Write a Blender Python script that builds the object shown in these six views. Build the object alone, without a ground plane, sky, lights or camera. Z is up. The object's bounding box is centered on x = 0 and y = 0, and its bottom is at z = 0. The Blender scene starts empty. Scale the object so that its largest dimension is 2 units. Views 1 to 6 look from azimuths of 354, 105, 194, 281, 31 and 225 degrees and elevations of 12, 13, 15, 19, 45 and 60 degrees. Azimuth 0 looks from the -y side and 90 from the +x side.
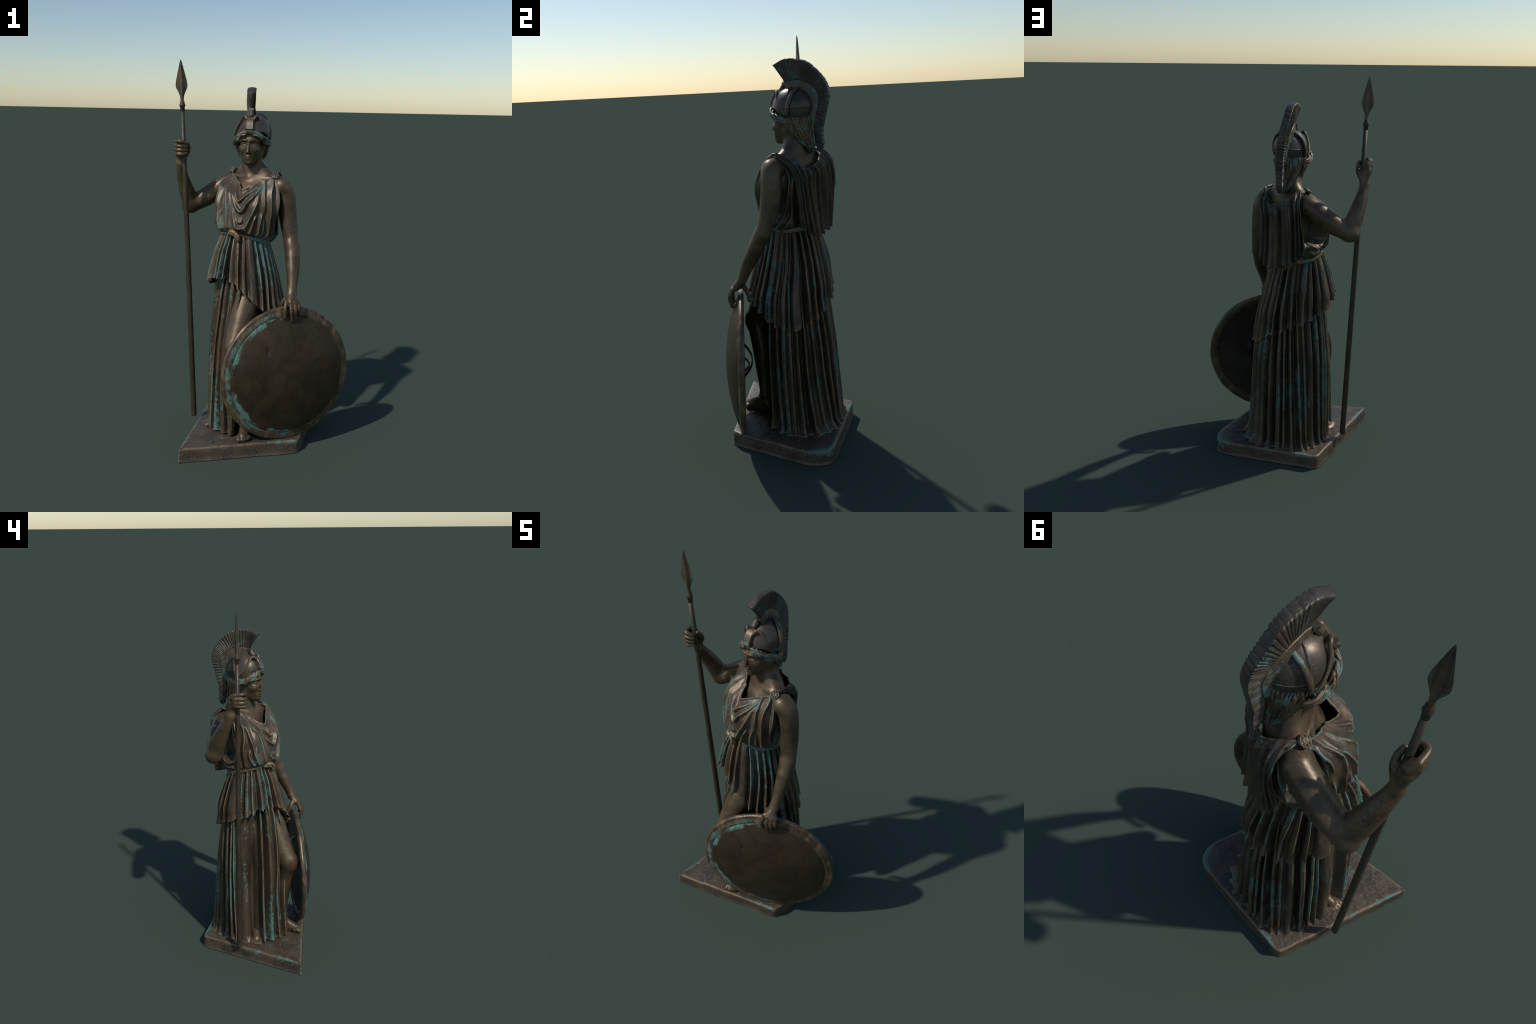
# Bronze statue of a helmeted goddess with spear and shield, built part by part.
import bpy, math
import numpy as np

rng = np.random.default_rng(7)
V = lambda *a: np.array(a, float)

# ------------------------------------------------------------------ helpers
def smooth01(x):
    x = np.clip(x, 0, 1)
    return x * x * (3 - 2 * x)

def catmull(P, n=12, closed=False):
    P = np.asarray(P, float)
    if len(P) == 2:
        t = np.linspace(0, 1, n + 1)[:, None]
        return P[0] * (1 - t) + P[1] * t
    out = []
    m = len(P)
    for i in range(m if closed else m - 1):
        if closed:
            p0, p1, p2, p3 = P[i - 1], P[i], P[(i + 1) % m], P[(i + 2) % m]
        else:
            p1, p2 = P[i], P[i + 1]
            p0 = P[i - 1] if i > 0 else 2 * p1 - p2
            p3 = P[i + 2] if i + 2 < m else 2 * p2 - p1
        for k in range(n):
            t = k / n
            out.append(.5 * (2 * p1 + (p2 - p0) * t + (2 * p0 - 5 * p1 + 4 * p2 - p3) * t * t + (3 * p1 - p0 - 3 * p2 + p3) * t ** 3))
    if not closed:
        out.append(P[-1])
    return np.array(out)

def wobble(x, y, z, s=1.0, seed=0):
    """cheap smooth 3D noise, about -1..1, from summed sines"""
    r = np.random.default_rng(seed)
    v = 0
    for k in range(5):
        a = r.normal(size=3) * s * (1 + .5 * k)
        v = v + np.sin(a[0] * x + a[1] * y + a[2] * z + r.uniform(0, 6.28)) / (1 + .4 * k)
    return v / 2.2

def soft_interp(z, zk, vals, width=.05):
    """interpolation through stations without kinks (linear, then smoothed over width)"""
    zk = np.asarray(zk, float); vals = np.asarray(vals, float)
    lo, hi = zk[0] - .2, zk[-1] + .2
    g = np.linspace(lo, hi, 400)
    # extend the end slopes so smoothing does not flatten the ends
    s0 = (vals[1] - vals[0]) / (zk[1] - zk[0]); s1 = (vals[-1] - vals[-2]) / (zk[-1] - zk[-2])
    y = np.interp(g, zk, vals)
    y = np.where(g < zk[0], vals[0] + s0 * (g - zk[0]), np.where(g > zk[-1], vals[-1] + s1 * (g - zk[-1]), y))
    k = max(2, int(width / (g[1] - g[0])))
    w = np.hanning(2 * k + 3)[1:-1]; w /= w.sum()
    y = np.convolve(np.pad(y, k, 'edge'), w, 'valid')
    return np.interp(np.clip(z, zk[0], zk[-1]), g, y)

ROOT = None
def link(ob, parent=None):
    bpy.context.scene.collection.objects.link(ob)
    if parent is not None:
        ob.parent = parent
    return ob

def make(name, verts, faces, mat, parent=None, smooth=True, kind=None):
    me = bpy.data.meshes.new(name)
    verts = np.asarray(verts, float)
    me.from_pydata(verts.tolist(), [], [tuple(int(i) for i in f) for f in faces])
    me.update()
    if smooth:
        me.polygons.foreach_set("use_smooth", [True] * len(me.polygons))
    me.materials.append(mat)
    ob = bpy.data.objects.new(name, me)
    if kind:
        ob["kind"] = kind
    return link(ob, parent if parent is not None else ROOT)

def sharpen(ob, angle=40):
    ob.data.set_sharp_from_angle(angle=math.radians(angle))

def grid_faces(nu, nv, closed_u=False, base=0, flip=False):
    iu = np.arange(nu if closed_u else nu - 1)
    iv = np.arange(nv - 1)
    U, W = np.meshgrid(iu, iv, indexing='ij')
    a = U * nv + W
    b = ((U + 1) % nu) * nv + W
    q = np.stack([a, b, b + 1, a + 1], -1).reshape(-1, 4) + base
    return q[:, ::-1] if flip else q

class Bag:
    """collects pieces that become one mesh"""
    def __init__(s): s.v, s.f, s.n = [], [], 0
    def add(s, v, f):
        v = np.asarray(v, float)
        s.v.append(v); s.f += [tuple(int(i) + s.n for i in q) for q in f]; s.n += len(v)
    def make(s, name, mat, parent=None, **k):
        return make(name, np.concatenate(s.v), s.f, mat, parent, **k)

def frames(P):
    T = np.gradient(P, axis=0)
    T /= np.linalg.norm(T, axis=1)[:, None] + 1e-12
    up = V(0, 0, 1) if abs(T[0, 2]) < .9 else V(1, 0, 0)
    N = [np.cross(T[0], up)]
    N[0] /= np.linalg.norm(N[0])
    for i in range(1, len(P)):
        v = N[-1] - T[i] * (N[-1] @ T[i])
        N.append(v / np.linalg.norm(v))
    N = np.array(N)
    return T, N, np.cross(T, N)

def tube(P, R, n=14, caps=True, flat=1.0, roll=0.0):
    """swept round (or flattened) tube through points P with radii R"""
    P = np.asarray(P, float)
    R = np.broadcast_to(np.asarray(R, float), (len(P),))
    T, N, B = frames(P)
    if caps:  # rounded ends
        a = np.linspace(0, 1, 5)[:-1]
        s0 = [(P[0] - T[0] * R[0] * math.cos(x * math.pi / 2), R[0] * math.sin(x * math.pi / 2), 0) for x in a]
        s1 = [(P[-1] + T[-1] * R[-1] * math.cos(x * math.pi / 2), R[-1] * math.sin(x * math.pi / 2), -1) for x in a][::-1]
        rows = [(p, max(r, 1e-4), N[i], B[i]) for p, r, i in s0] + [(P[i], R[i], N[i], B[i]) for i in range(len(P))] + [(p, max(r, 1e-4), N[i], B[i]) for p, r, i in s1]
    else:
        rows = [(P[i], R[i], N[i], B[i]) for i in range(len(P))]
    th = np.linspace(0, 2 * np.pi, n, endpoint=False) + roll
    v = np.array([p + r * (np.outer(np.cos(th), nn) + flat * np.outer(np.sin(th), bb)) for p, r, nn, bb in rows])
    v = v.transpose(1, 0, 2).reshape(-1, 3)
    m = len(rows)
    f = [tuple(q) for q in grid_faces(n, m, True)]
    f.append(tuple(i * m for i in range(n))[::-1]); f.append(tuple(i * m + m - 1 for i in range(n)))
    return v, f

def lathe(profile, n=96, M=None, O=None):
    """profile: (radius, height) points turned round the z axis, then placed by matrix M (columns) and origin O"""
    pr = np.asarray(profile, float)
    th = np.linspace(0, 2 * np.pi, n, endpoint=False)
    v = np.stack([np.outer(np.cos(th), pr[:, 0]), np.outer(np.sin(th), pr[:, 0]), np.broadcast_to(pr[:, 1], (n, len(pr)))], -1).reshape(-1, 3)
    f = [tuple(q) for q in grid_faces(n, len(pr), True)]
    if M is not None:
        v = v @ np.asarray(M).T
    if O is not None:
        v = v + O
    return v, f

def shell(P, closed, thick):
    """grid of points P[u,v] made into a sheet of given thickness (inward)"""
    nu, nv, _ = P.shape
    du = (np.roll(P, -1, 0) - np.roll(P, 1, 0)) if closed else np.gradient(P, axis=0)
    dv = np.gradient(P, axis=1)
    N = np.cross(du, dv)
    N /= np.linalg.norm(N, axis=2)[..., None] + 1e-12
    Q = P - N * (thick if np.isscalar(thick) else thick[..., None])
    v = np.concatenate([P.reshape(-1, 3), Q.reshape(-1, 3)])
    k = nu * nv
    f = list(map(tuple, grid_faces(nu, nv, closed))) + list(map(tuple, grid_faces(nu, nv, closed, k, True)))
    for j, fl in ((0, False), (nv - 1, True)):
        for i in range(nu if closed else nu - 1):
            a, b = i * nv + j, ((i + 1) % nu) * nv + j
            q = (a, a + k, b + k, b)
            f.append(q[::-1] if fl else q)
    if not closed:
        for i, fl in ((0, True), (nu - 1, False)):
            for j in range(nv - 1):
                a, b = i * nv + j, i * nv + j + 1
                q = (a, a + k, b + k, b)
                f.append(q[::-1] if fl else q)
    return v, f

# ------------------------------------------------------------------ materials
def bronze(name, dark=(.040, .030, .021), light=(.105, .080, .055), patina=.0, worn=.0, stretch=(1, 1, 1), rough=.46,
           metal=.42, pat_col=(.085, .205, .180), worn_col=(.27, .175, .090), pat_scale=7.0, zone=None, bump=.25, speck=.5, seed=0.0, edge=True):
    m = bpy.data.materials.new(name)
    m.use_nodes = True
    nt = m.node_tree
    N, L = nt.nodes, nt.links
    bs = N["Principled BSDF"]
    tc = N.new("ShaderNodeTexCoord")
    def mapped(scale, loc=0.0):
        mp = N.new("ShaderNodeMapping")
        mp.inputs["Scale"].default_value = scale
        mp.inputs["Location"].default_value = (loc, loc * .7, loc * .3)
        L.new(tc.outputs["Object"], mp.inputs["Vector"])
        return mp.outputs["Vector"]
    def noise(vec, scale, detail=4, rough_=.55, dist=0.0):
        n = N.new("ShaderNodeTexNoise")
        n.inputs["Scale"].default_value = scale
        n.inputs["Detail"].default_value = detail
        n.inputs["Roughness"].default_value = rough_
        n.inputs["Distortion"].default_value = dist
        L.new(vec, n.inputs["Vector"])
        return n.outputs["Fac"]
    def ramp(fac, a, b):
        r = N.new("ShaderNodeMapRange")
        r.interpolation_type = 'SMOOTHSTEP'
        r.inputs["From Min"].default_value = a
        r.inputs["From Max"].default_value = b
        L.new(fac, r.inputs["Value"])
        return r.outputs["Result"]
    def math_(op, a, b):
        n = N.new("ShaderNodeMath"); n.operation = op
        for i, x in enumerate((a, b)):
            if isinstance(x, (int, float)): n.inputs[i].default_value = x
            else: L.new(x, n.inputs[i])
        return n.outputs[0]
    def mix(fac, a, b):
        n = N.new("ShaderNodeMix"); n.data_type = 'RGBA'
        if isinstance(fac, (int, float)): n.inputs["Factor"].default_value = fac
        else: L.new(fac, n.inputs["Factor"])
        for s, x in (("A", a), ("B", b)):
            sock = [i for i in n.inputs if i.name == s and i.type == 'RGBA'][0]
            if isinstance(x, tuple): sock.default_value = (*x, 1)
            else: L.new(x, sock)
        return [o for o in n.outputs if o.type == 'RGBA'][0]
    v1 = mapped(stretch, seed)
    big = noise(v1, 9, 5, .6)
    col = mix(ramp(big, .32, .72), dark, light)
    sp = noise(mapped((1, 1, 1), seed + 3), 105, 4, .65)
    col = mix(math_('MULTIPLY', ramp(sp, .50, .72), speck), col, tuple(min(1, c * 1.9) for c in light))
    warm = noise(mapped((1, 1, 1), seed + 9), 17, 3, .5)
    col = mix(math_('MULTIPLY', ramp(warm, .5, .7), .45), col, (light[0] * 1.05, light[1] * .78, light[2] * .5))
    if worn > 0:
        geo = N.new("ShaderNodeNewGeometry")
        wn = noise(mapped((1, 1, .5), seed + 5), 24, 5, .65)
        w = ramp(wn, .45, .7)
        if edge:
            w = math_('MULTIPLY', ramp(geo.outputs["Pointiness"], .503, .530), ramp(wn, .30, .60))
        col = mix(math_('MULTIPLY', w, worn), col, worn_col)
    if patina > 0:
        pn = noise(mapped(stretch, seed + 1.7), pat_scale, 6, .62, .4)
        fine = noise(mapped((1, 1, 1), seed + 2.2), 45, 4, .65)
        grit = noise(mapped((1, 1, 1), seed + 7.1), 130, 3, .6)
        p = math_('ADD', math_('MULTIPLY', pn, .62), math_('ADD', math_('MULTIPLY', fine, .24), math_('MULTIPLY', grit, .14)))
        if edge and worn > 0:
            p = math_('ADD', p, math_('MULTIPLY', math_('SUBTRACT', ramp(geo.outputs["Pointiness"], .485, .525), .5), .11))
        th = .625 - .12 * patina
        if zone:
            z = zone(N, L, tc, math_, ramp)
            p = math_('ADD', p, math_('MULTIPLY', math_('SUBTRACT', z, 1.0), .22))
        pm = ramp(p, th, th + (.11 if zone else .075))
        pv = mix(fine, tuple(c * .6 for c in pat_col), tuple(c * 1.35 for c in pat_col))
        col = mix(math_('MULTIPLY', pm, .75), col, pv)
        mt = math_('MULTIPLY', math_('SUBTRACT', 1.0, math_('MULTIPLY', pm, .8)), metal)
        L.new(mt, bs.inputs["Metallic"])
        rr = math_('ADD', math_('MULTIPLY', pm, .25), rough)
        L.new(rr, bs.inputs["Roughness"])
    else:
        bs.inputs["Metallic"].default_value = metal
        rr = math_('ADD', math_('MULTIPLY', ramp(big, .3, .7), .12), rough - .06)
        L.new(rr, bs.inputs["Roughness"])
    L.new(col, bs.inputs["Base Color"])
    if bump:
        b = N.new("ShaderNodeBump")
        b.inputs["Strength"].default_value = bump
        b.inputs["Distance"].default_value = .004
        hs = math_('ADD', math_('MULTIPLY', noise(v1, 55, 4, .6), .6), math_('MULTIPLY', sp, .4))
        L.new(hs, b.inputs["Height"])
        L.new(b.outputs["Normal"], bs.inputs["Normal"])
    return m

def zone_sphere(c, r0, r1):
    """1 inside radius r0 of point c, 0 beyond r1 (where the verdigris has settled)"""
    def fn(N, L, tc, math_, ramp):
        d = N.new("ShaderNodeVectorMath"); d.operation = 'DISTANCE'
        L.new(tc.outputs["Object"], d.inputs[0]); d.inputs[1].default_value = c
        return ramp(d.outputs["Value"], r1, r0)
    return fn

def zone_shield(center, axis_a, axis_b, r_in):
    """verdigris ring along the rim on the side of axis_a"""
    def fn(N, L, tc, math_, ramp):
        sub = N.new("ShaderNodeVectorMath"); sub.operation = 'SUBTRACT'
        L.new(tc.outputs["Object"], sub.inputs[0]); sub.inputs[1].default_value = center
        def dot(a):
            d = N.new("ShaderNodeVectorMath"); d.operation = 'DOT_PRODUCT'
            L.new(sub.outputs[0], d.inputs[0]); d.inputs[1].default_value = a
            return d.outputs["Value"]
        x, y = dot(axis_a), dot(axis_b)
        r = math_('SQRT', math_('ADD', math_('MULTIPLY', x, x), math_('MULTIPLY', y, y)), 0)
        ring = math_('MULTIPLY', ramp(r, r_in - .012, r_in + .022), ramp(r, r_in + .074, r_in + .052))
        side = ramp(x, .10, -.02)
        return math_('MULTIPLY', ring, side)
    return fn

MAT_SKIN = bronze("bronze_skin", dark=(.062, .043, .025), light=(.145, .103, .060), rough=.43, metal=.42, bump=.16, speck=.40)
MAT_LEG = bronze("bronze_leg", dark=(.062, .043, .025), light=(.145, .103, .060), rough=.42, patina=.25, bump=.15, speck=.4)
MAT_SKIRT = bronze("bronze_skirt", dark=(.036, .027, .018), light=(.108, .078, .048), metal=.30, patina=.75, worn=.95, stretch=(1.5, 1.5, .35), rough=.46, bump=.35)
MAT_OVER = bronze("bronze_overfold", dark=(.038, .029, .020), light=(.118, .086, .054), metal=.30, patina=.75, worn=.95, stretch=(1.5, 1.5, .40), rough=.45, bump=.35, seed=4.0)
MAT_BODICE = bronze("bronze_bodice", dark=(.042, .032, .023), light=(.125, .093, .062), metal=.32, patina=.8, worn=.8, stretch=(1.4, 1.4, .60), rough=.42, bump=.25, seed=8.0)
MAT_HELM = bronze("bronze_helmet", dark=(.050, .042, .034), light=(.115, .093, .070), patina=.35, worn=.3, rough=.40, bump=.2, seed=2.0)
MAT_HAIR = bronze("bronze_hair", dark=(.045, .036, .028), light=(.11, .085, .06), patina=.55, worn=.5, pat_scale=16, rough=.42, bump=.3, seed=6.0)
MAT_CREST = bronze("bronze_crest", dark=(.045, .040, .033), light=(.105, .085, .063), patina=.7, worn=.4, pat_scale=14, rough=.46, bump=.3, seed=11.0)
MAT_SPEAR = bronze("bronze_spear", dark=(.045, .036, .024), light=(.082, .064, .042), worn=.0, rough=.50, bump=.1, seed=3.0)
MAT_PLINTH = bronze("bronze_plinth", dark=(.052, .042, .034), light=(.115, .086, .058), metal=.22, patina=.50, worn=.5, pat_scale=7, rough=.45, bump=.6, speck=.7, seed=13.0)
MAT_FIBULA = bronze("bronze_brooch", dark=(.055, .045, .035), light=(.14, .11, .08), patina=.5, worn=.5, pat_scale=30, rough=.40, bump=.2)

ROOT = bpy.data.objects.new("bronze_statue", None)
link(ROOT)
ROOT["label"] = "dark bronze statue of helmeted goddess with spear and shield"
ROOT["category"] = "statue"

# ------------------------------------------------------------------ plinth
def build_plinth():
    base = [(-.442, -.309), (.176, -.240), (.197, -.205), (.318, .165), (.315, .225), (.296, .268), (.245, .290), (-.235, .309), (-.262, .303), (-.275, .275)]
    rad = [.004, .015, .02, .03, .03, .03, .02, .01, .012, .012]
    # round the corners a little
    pts = []
    m = len(base)
    for i, p in enumerate(base):
        p = np.array(p); a = np.array(base[i - 1]); b = np.array(base[(i + 1) % m])
        da, db = (a - p), (b - p)
        la, lb = np.linalg.norm(da), np.linalg.norm(db)
        r = min(rad[i], .4 * la, .4 * lb)
        p0, p2 = p + da / la * r, p + db / lb * r
        for t in np.linspace(0, 1, 6):
            pts.append((1 - t) ** 2 * p0 + 2 * t * (1 - t) * p + t * t * p2)
    # resample evenly
    pts = np.array(pts + [pts[0]])
    s = np.r_[0, np.cumsum(np.linalg.norm(np.diff(pts, axis=0), axis=1))]
    n = 600
    q = np.linspace(0, s[-1], n, endpoint=False)
    ring = np.stack([np.interp(q, s, pts[:, 0]), np.interp(q, s, pts[:, 1])], 1)
    c = ring.mean(0)
    t = np.roll(ring, -1, 0) - np.roll(ring, 1, 0)
    nrm = np.stack([t[:, 1], -t[:, 0]], 1); nrm /= np.linalg.norm(nrm, axis=1)[:, None]
    rows = []
    H = .072
    prof = [(.003, 0), (0, .003), (0, .02), (-.001, .04), (-.0015, .060), (-.0022, .066), (-.004, .0695), (-.0075, .0712), (-.014, H)]
    for off, z in prof:
        w = wobble(ring[:, 0], ring[:, 1], z * 3, 22, 3) * .0018
        r = ring + nrm * (off + w)[:, None]
        rows.append(np.c_[r, np.full(n, z)])
    inner = np.array(rows[-1])[:, :2]
    for k in np.linspace(.95, .02, 40):
        r = c + (inner - c) * k
        z = H + wobble(r[:, 0], r[:, 1], 0, 30, 5) * .0012 + wobble(r[:, 0], r[:, 1], 0, 110, 6) * .0007
        rows.append(np.c_[r, z])
    P = np.array(rows).transpose(1, 0, 2)
    nv = P.shape[1]
    f = [tuple(x) for x in grid_faces(n, nv, True)]
    f.append(tuple(i * nv for i in range(n))[::-1]); f.append(tuple(i * nv + nv - 1 for i in range(n)))
    make("plinth", P.reshape(-1, 3), f, MAT_PLINTH)
build_plinth()

# ------------------------------------------------------------------ draped cloth
TH = -.55          # turn of the body's width axis against world x
def ell_table(T):
    T = np.array(T, float)
    def fn(ph, z):
        """ph azimuth in radians (0 = -y, 90deg = +x); returns centre and radius"""
        cx, cy, a, b = [soft_interp(z, T[:, 0], T[:, k], .045) for k in (1, 2, 3, 4)]
        dx, dy = np.sin(ph), -np.cos(ph)
        X = dx * math.cos(TH) + dy * math.sin(TH)
        Y = -dx * math.sin(TH) + dy * math.cos(TH)
        return cx, cy, 1 / np.sqrt((X / a) ** 2 + (Y / b) ** 2)
    return fn

OVER = ell_table([[.58, -.08, .033, .228, .235], [.65, -.08, .033, .225, .23], [.7, -.08, .033, .22, .225], [.75, -.082, .033, .212, .217], [.8, -.086, .033, .196, .220],
                  [.85, -.089, .037, .19, .204], [.9, -.093, .042, .184, .188], [.95, -.094, .041, .17, .178], [1.0, -.095, .04, .155, .163],
                  [1.04, -.094, .04, .143, .152], [1.08, -.096, .037, .134, .136], [1.12, -.096, .042, .126, .122], [1.2, -.09, .05, .12, .115]])
BODICE = ell_table([[1.04, -.085, .06, .14, .17], [1.1, -.077, .067, .148, .188], [1.13, -.075, .068, .155, .203], [1.16, -.075, .067, .160, .206], [1.2, -.075, .067, .168, .206],
                    [1.25, -.065, .072, .182, .197], [1.3, -.058, .080, .186, .193], [1.35, -.06, .088, .178, .182], [1.4, -.055, .09, .160, .16], [1.45, -.05, .09, .14, .13]])

SK_AZ = [46, 70, 100, 120, 140, 160, 180, 205, 235, 250, 263, 280, 303, 325, 345]
SK_R = {.075: [.200, .230, .252, .268, .254, .238, .229, .242, .234, .228, .222, .234, .263, .270, .278],
        .110: [.195, .220, .231, .240, .231, .221, .219, .227, .223, .223, .220, .232, .261, .270, .277],
        .300: [.192, .216, .218, .214, .206, .201, .204, .211, .217, .222, .220, .229, .251, .268, .272],
        .550: [.188, .208, .206, .196, .185, .181, .186, .194, .207, .216, .216, .222, .236, .262, .270],
        .850: [.160, .164, .150, .140, .134, .134, .142, .157, .177, .188, .190, .190, .192, .208, .212],
        .950: [.13, .13, .12, .11, .105, .105, .11, .125, .145, .155, .155, .155, .16, .165, .17]}
SK_Z = np.array(sorted(SK_R))
SK_TAB = np.array([SK_R[z] for z in SK_Z])
_zf = np.r_[np.linspace(.075, .11, 8)[:-1], np.linspace(.11, .95, 60)]
SK_TAB = np.array([np.where(_zf < .115, np.interp(_zf, SK_Z, c), soft_interp(_zf, SK_Z[1:], c[1:], .10)) for c in SK_TAB.T]).T
SK_Z = _zf
def SKIRT(ph, z):
    az = np.degrees(ph) % 360
    a = np.array(SK_AZ + [SK_AZ[0] + 360]); az = np.where(az < a[0], az + 360, az)
    cols = np.array([np.interp(az, a, np.r_[row, row[0]]) for row in SK_TAB])
    zz = np.broadcast_to(z, az.shape)
    k = np.clip(np.searchsorted(SK_Z, zz) - 1, 0, len(SK_Z) - 2)
    t = np.clip((zz - SK_Z[k]) / (SK_Z[k + 1] - SK_Z[k]), 0, 1)
    lo = np.take_along_axis(cols, k[None], 0)[0]; hi = np.take_along_axis(cols, k[None] + 1, 0)[0]
    return -.06, .063, lo * (1 - t) + hi * t

def pleats(PH, Z, ridges, zk, depth=.42, dmax=.03, power=4.0, r0=.2, closed=True, vary=0.0, seed=1):
    """fold valleys between ridge lines; every ridge is azimuth (deg) at heights zk.
    vary: how much depth, width and lean differ from fold to fold"""
    R = np.array(sorted(ridges, key=lambda q: q[1]), float)
    m = len(R)
    rr = np.random.default_rng(seed)
    fd = 1 + vary * rr.uniform(-.35, .35, m)            # depth of the valley right of ridge i
    fp = power * np.exp(vary * rr.uniform(-.6, .35, m))  # ridge sharpness
    fl = vary * rr.uniform(-.26, .26, m)                # lean
    fh = vary * rr.uniform(0, .005, m)                  # ridge set back
    out = np.zeros_like(PH); ridge = np.zeros_like(PH)
    az = np.degrees(PH)
    ids = np.arange(m)
    for j in range(PH.shape[1]):
        z = Z[:, j]
        L = np.array([soft_interp(z, zk, r, .16) for r in R])
        I = ids
        if closed:
            L = np.concatenate([L - 360, L, L + 360]); I = np.tile(ids, 3)
        a = az[:, j]
        k = np.clip((L <= a[None]).sum(0) - 1, 0, len(L) - 2)
        l = np.take_along_axis(L, k[None], 0)[0]; r = np.take_along_axis(L, k[None] + 1, 0)[0]
        g = np.maximum(r - l, 1e-3)
        u = np.clip((a - l) / g, 0, 1)
        i0, i1 = I[k], I[k + 1]
        D = np.minimum(dmax, depth * np.radians(g) * r0) * fd[i0]
        uu = np.clip(u + fl[i0] * np.sin(np.pi * u), 0, 1)
        v = 1 - np.abs(np.cos(np.pi * uu)) ** fp[i0]
        w = smooth01(u)
        out[:, j] = -D * v - (fh[i0] * (1 - w) + fh[i1] * w)
        ridge[:, j] = 1 - v
    return out, ridge

def curve_distance(PH, Z, poly, r0=.18):
    """distance on the unrolled cloth from a curve given as (azimuth deg, height) points"""
    c = catmull(np.array(poly, float), 6)
    cx, cy = np.radians(c[:, 0]) * r0, c[:, 1]
    X = PH * r0
    mid = cx.mean()
    per = 2 * np.pi * r0
    X = mid + (X - mid + per / 2) % per - per / 2
    best = np.full(PH.shape, 9.0); pos = np.zeros(PH.shape)
    for i in range(len(cx) - 1):
        ax, ay, bx, by = cx[i], cy[i], cx[i + 1], cy[i + 1]
        dx, dy = bx - ax, by - ay
        t = np.clip(((X - ax) * dx + (Z - ay) * dy) / (dx * dx + dy * dy + 1e-12), 0, 1)
        q = np.hypot(X - ax - t * dx, Z - ay - t * dy)
        m = q < best
        best = np.where(m, q, best); pos = np.where(m, (i + t) / (len(cx) - 1), pos)
    return best, pos

def per_interp(az, nodes, vals):
    nodes = np.array(nodes, float); vals = np.array(vals, float)
    o = np.argsort(nodes); nodes, vals = nodes[o], vals[o]
    a = (np.asarray(az) - nodes[0]) % 360 + nodes[0]
    return np.interp(a, np.r_[nodes, nodes[0] + 360], np.r_[vals, vals[0]])

def smooth_per(x, k):
    w = np.hanning(2 * k + 3)[1:-1]; w /= w.sum()
    return np.convolve(np.r_[x[-k:], x, x[:k]], w, 'valid')

# ---- lower skirt, open over the left leg
def build_skirt():
    nu, nv = 1000, 150
    az = np.linspace(0, 1, nu)
    t = np.linspace(0, 1, nv) ** 1.0
    zb = np.interp(46 + 290 * az, [46, 60, 290, 300, 320, 353], [.074, .0735, .0735, .084, .082, .086])
    Z = zb[:, None] + (.94 - zb[:, None]) * np.r_[np.linspace(0, .05, 26)[:-1], np.linspace(.05, 1, nv - 25)][None]
    # free edges of the open side: back edge, and the front edge beside the bare leg
    a0 = 46.0
    a1 = np.interp(Z, [.08, .30, .53, .70, .84, 1.0], [339, 340, 339, 340, 344, 347])
    AZ = a0 + (a1 - a0) * az[:, None]
    PH = np.radians(AZ)
    zk = [.08, .35, .8]
    rid = [(46, 46, 46), (57, 54, 52), (75, 70, 67), (85, 80, 78), (95, 92, 89), (107, 103, 100), (121, 114, 110), (135, 128, 122), (147, 141, 136), (159, 156, 151),
           (173, 171, 168), (184, 183, 180), (196, 194, 191), (209, 206, 203), (216.5, 215.5, 213), (226, 227, 225), (240, 239, 237), (250.5, 249.5, 249),
           (260, 257, 254), (271, 269, 265), (302, 301, 303), (312, 312, 314), (324, 320, 326), (334, 331, 338), (346, 346, 350)]
    d, ridge = pleats(PH, Z, rid, zk, depth=.80, dmax=.044, power=6.0, r0=.21, closed=False, vary=1.25, seed=11)
    fade = np.interp(Z, [.072, .10, .8, 1.0], [.55, 1, 1, .5])
    d = d * fade
    cx, cy, r = SKIRT(PH, Z)
    d += .0020 * wobble(PH * 9, Z * 7, 0, 1.0, 21)
    r = r - .026 * np.exp(-((AZ - 286) / 8.5) ** 2) * smooth01((.80 - Z) / .25) * smooth01((Z - .08) / .03)   # hollow over the right shin
    lip = smooth01((.088 - Z) / .016) * .006 * (AZ < 295)
    r = r + d + lip
    # roll the two free edges inwards
    edge = np.minimum(AZ - a0, a1 - AZ)
    r = r - .018 * np.clip(1 - edge / 3.0, 0, 1) ** 2
    P = np.stack([cx + r * np.sin(PH), cy - r * np.cos(PH), Z], -1)
    v, f = shell(P, False, .007)
    make("skirt", v, f, MAT_SKIRT)
build_skirt()

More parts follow.
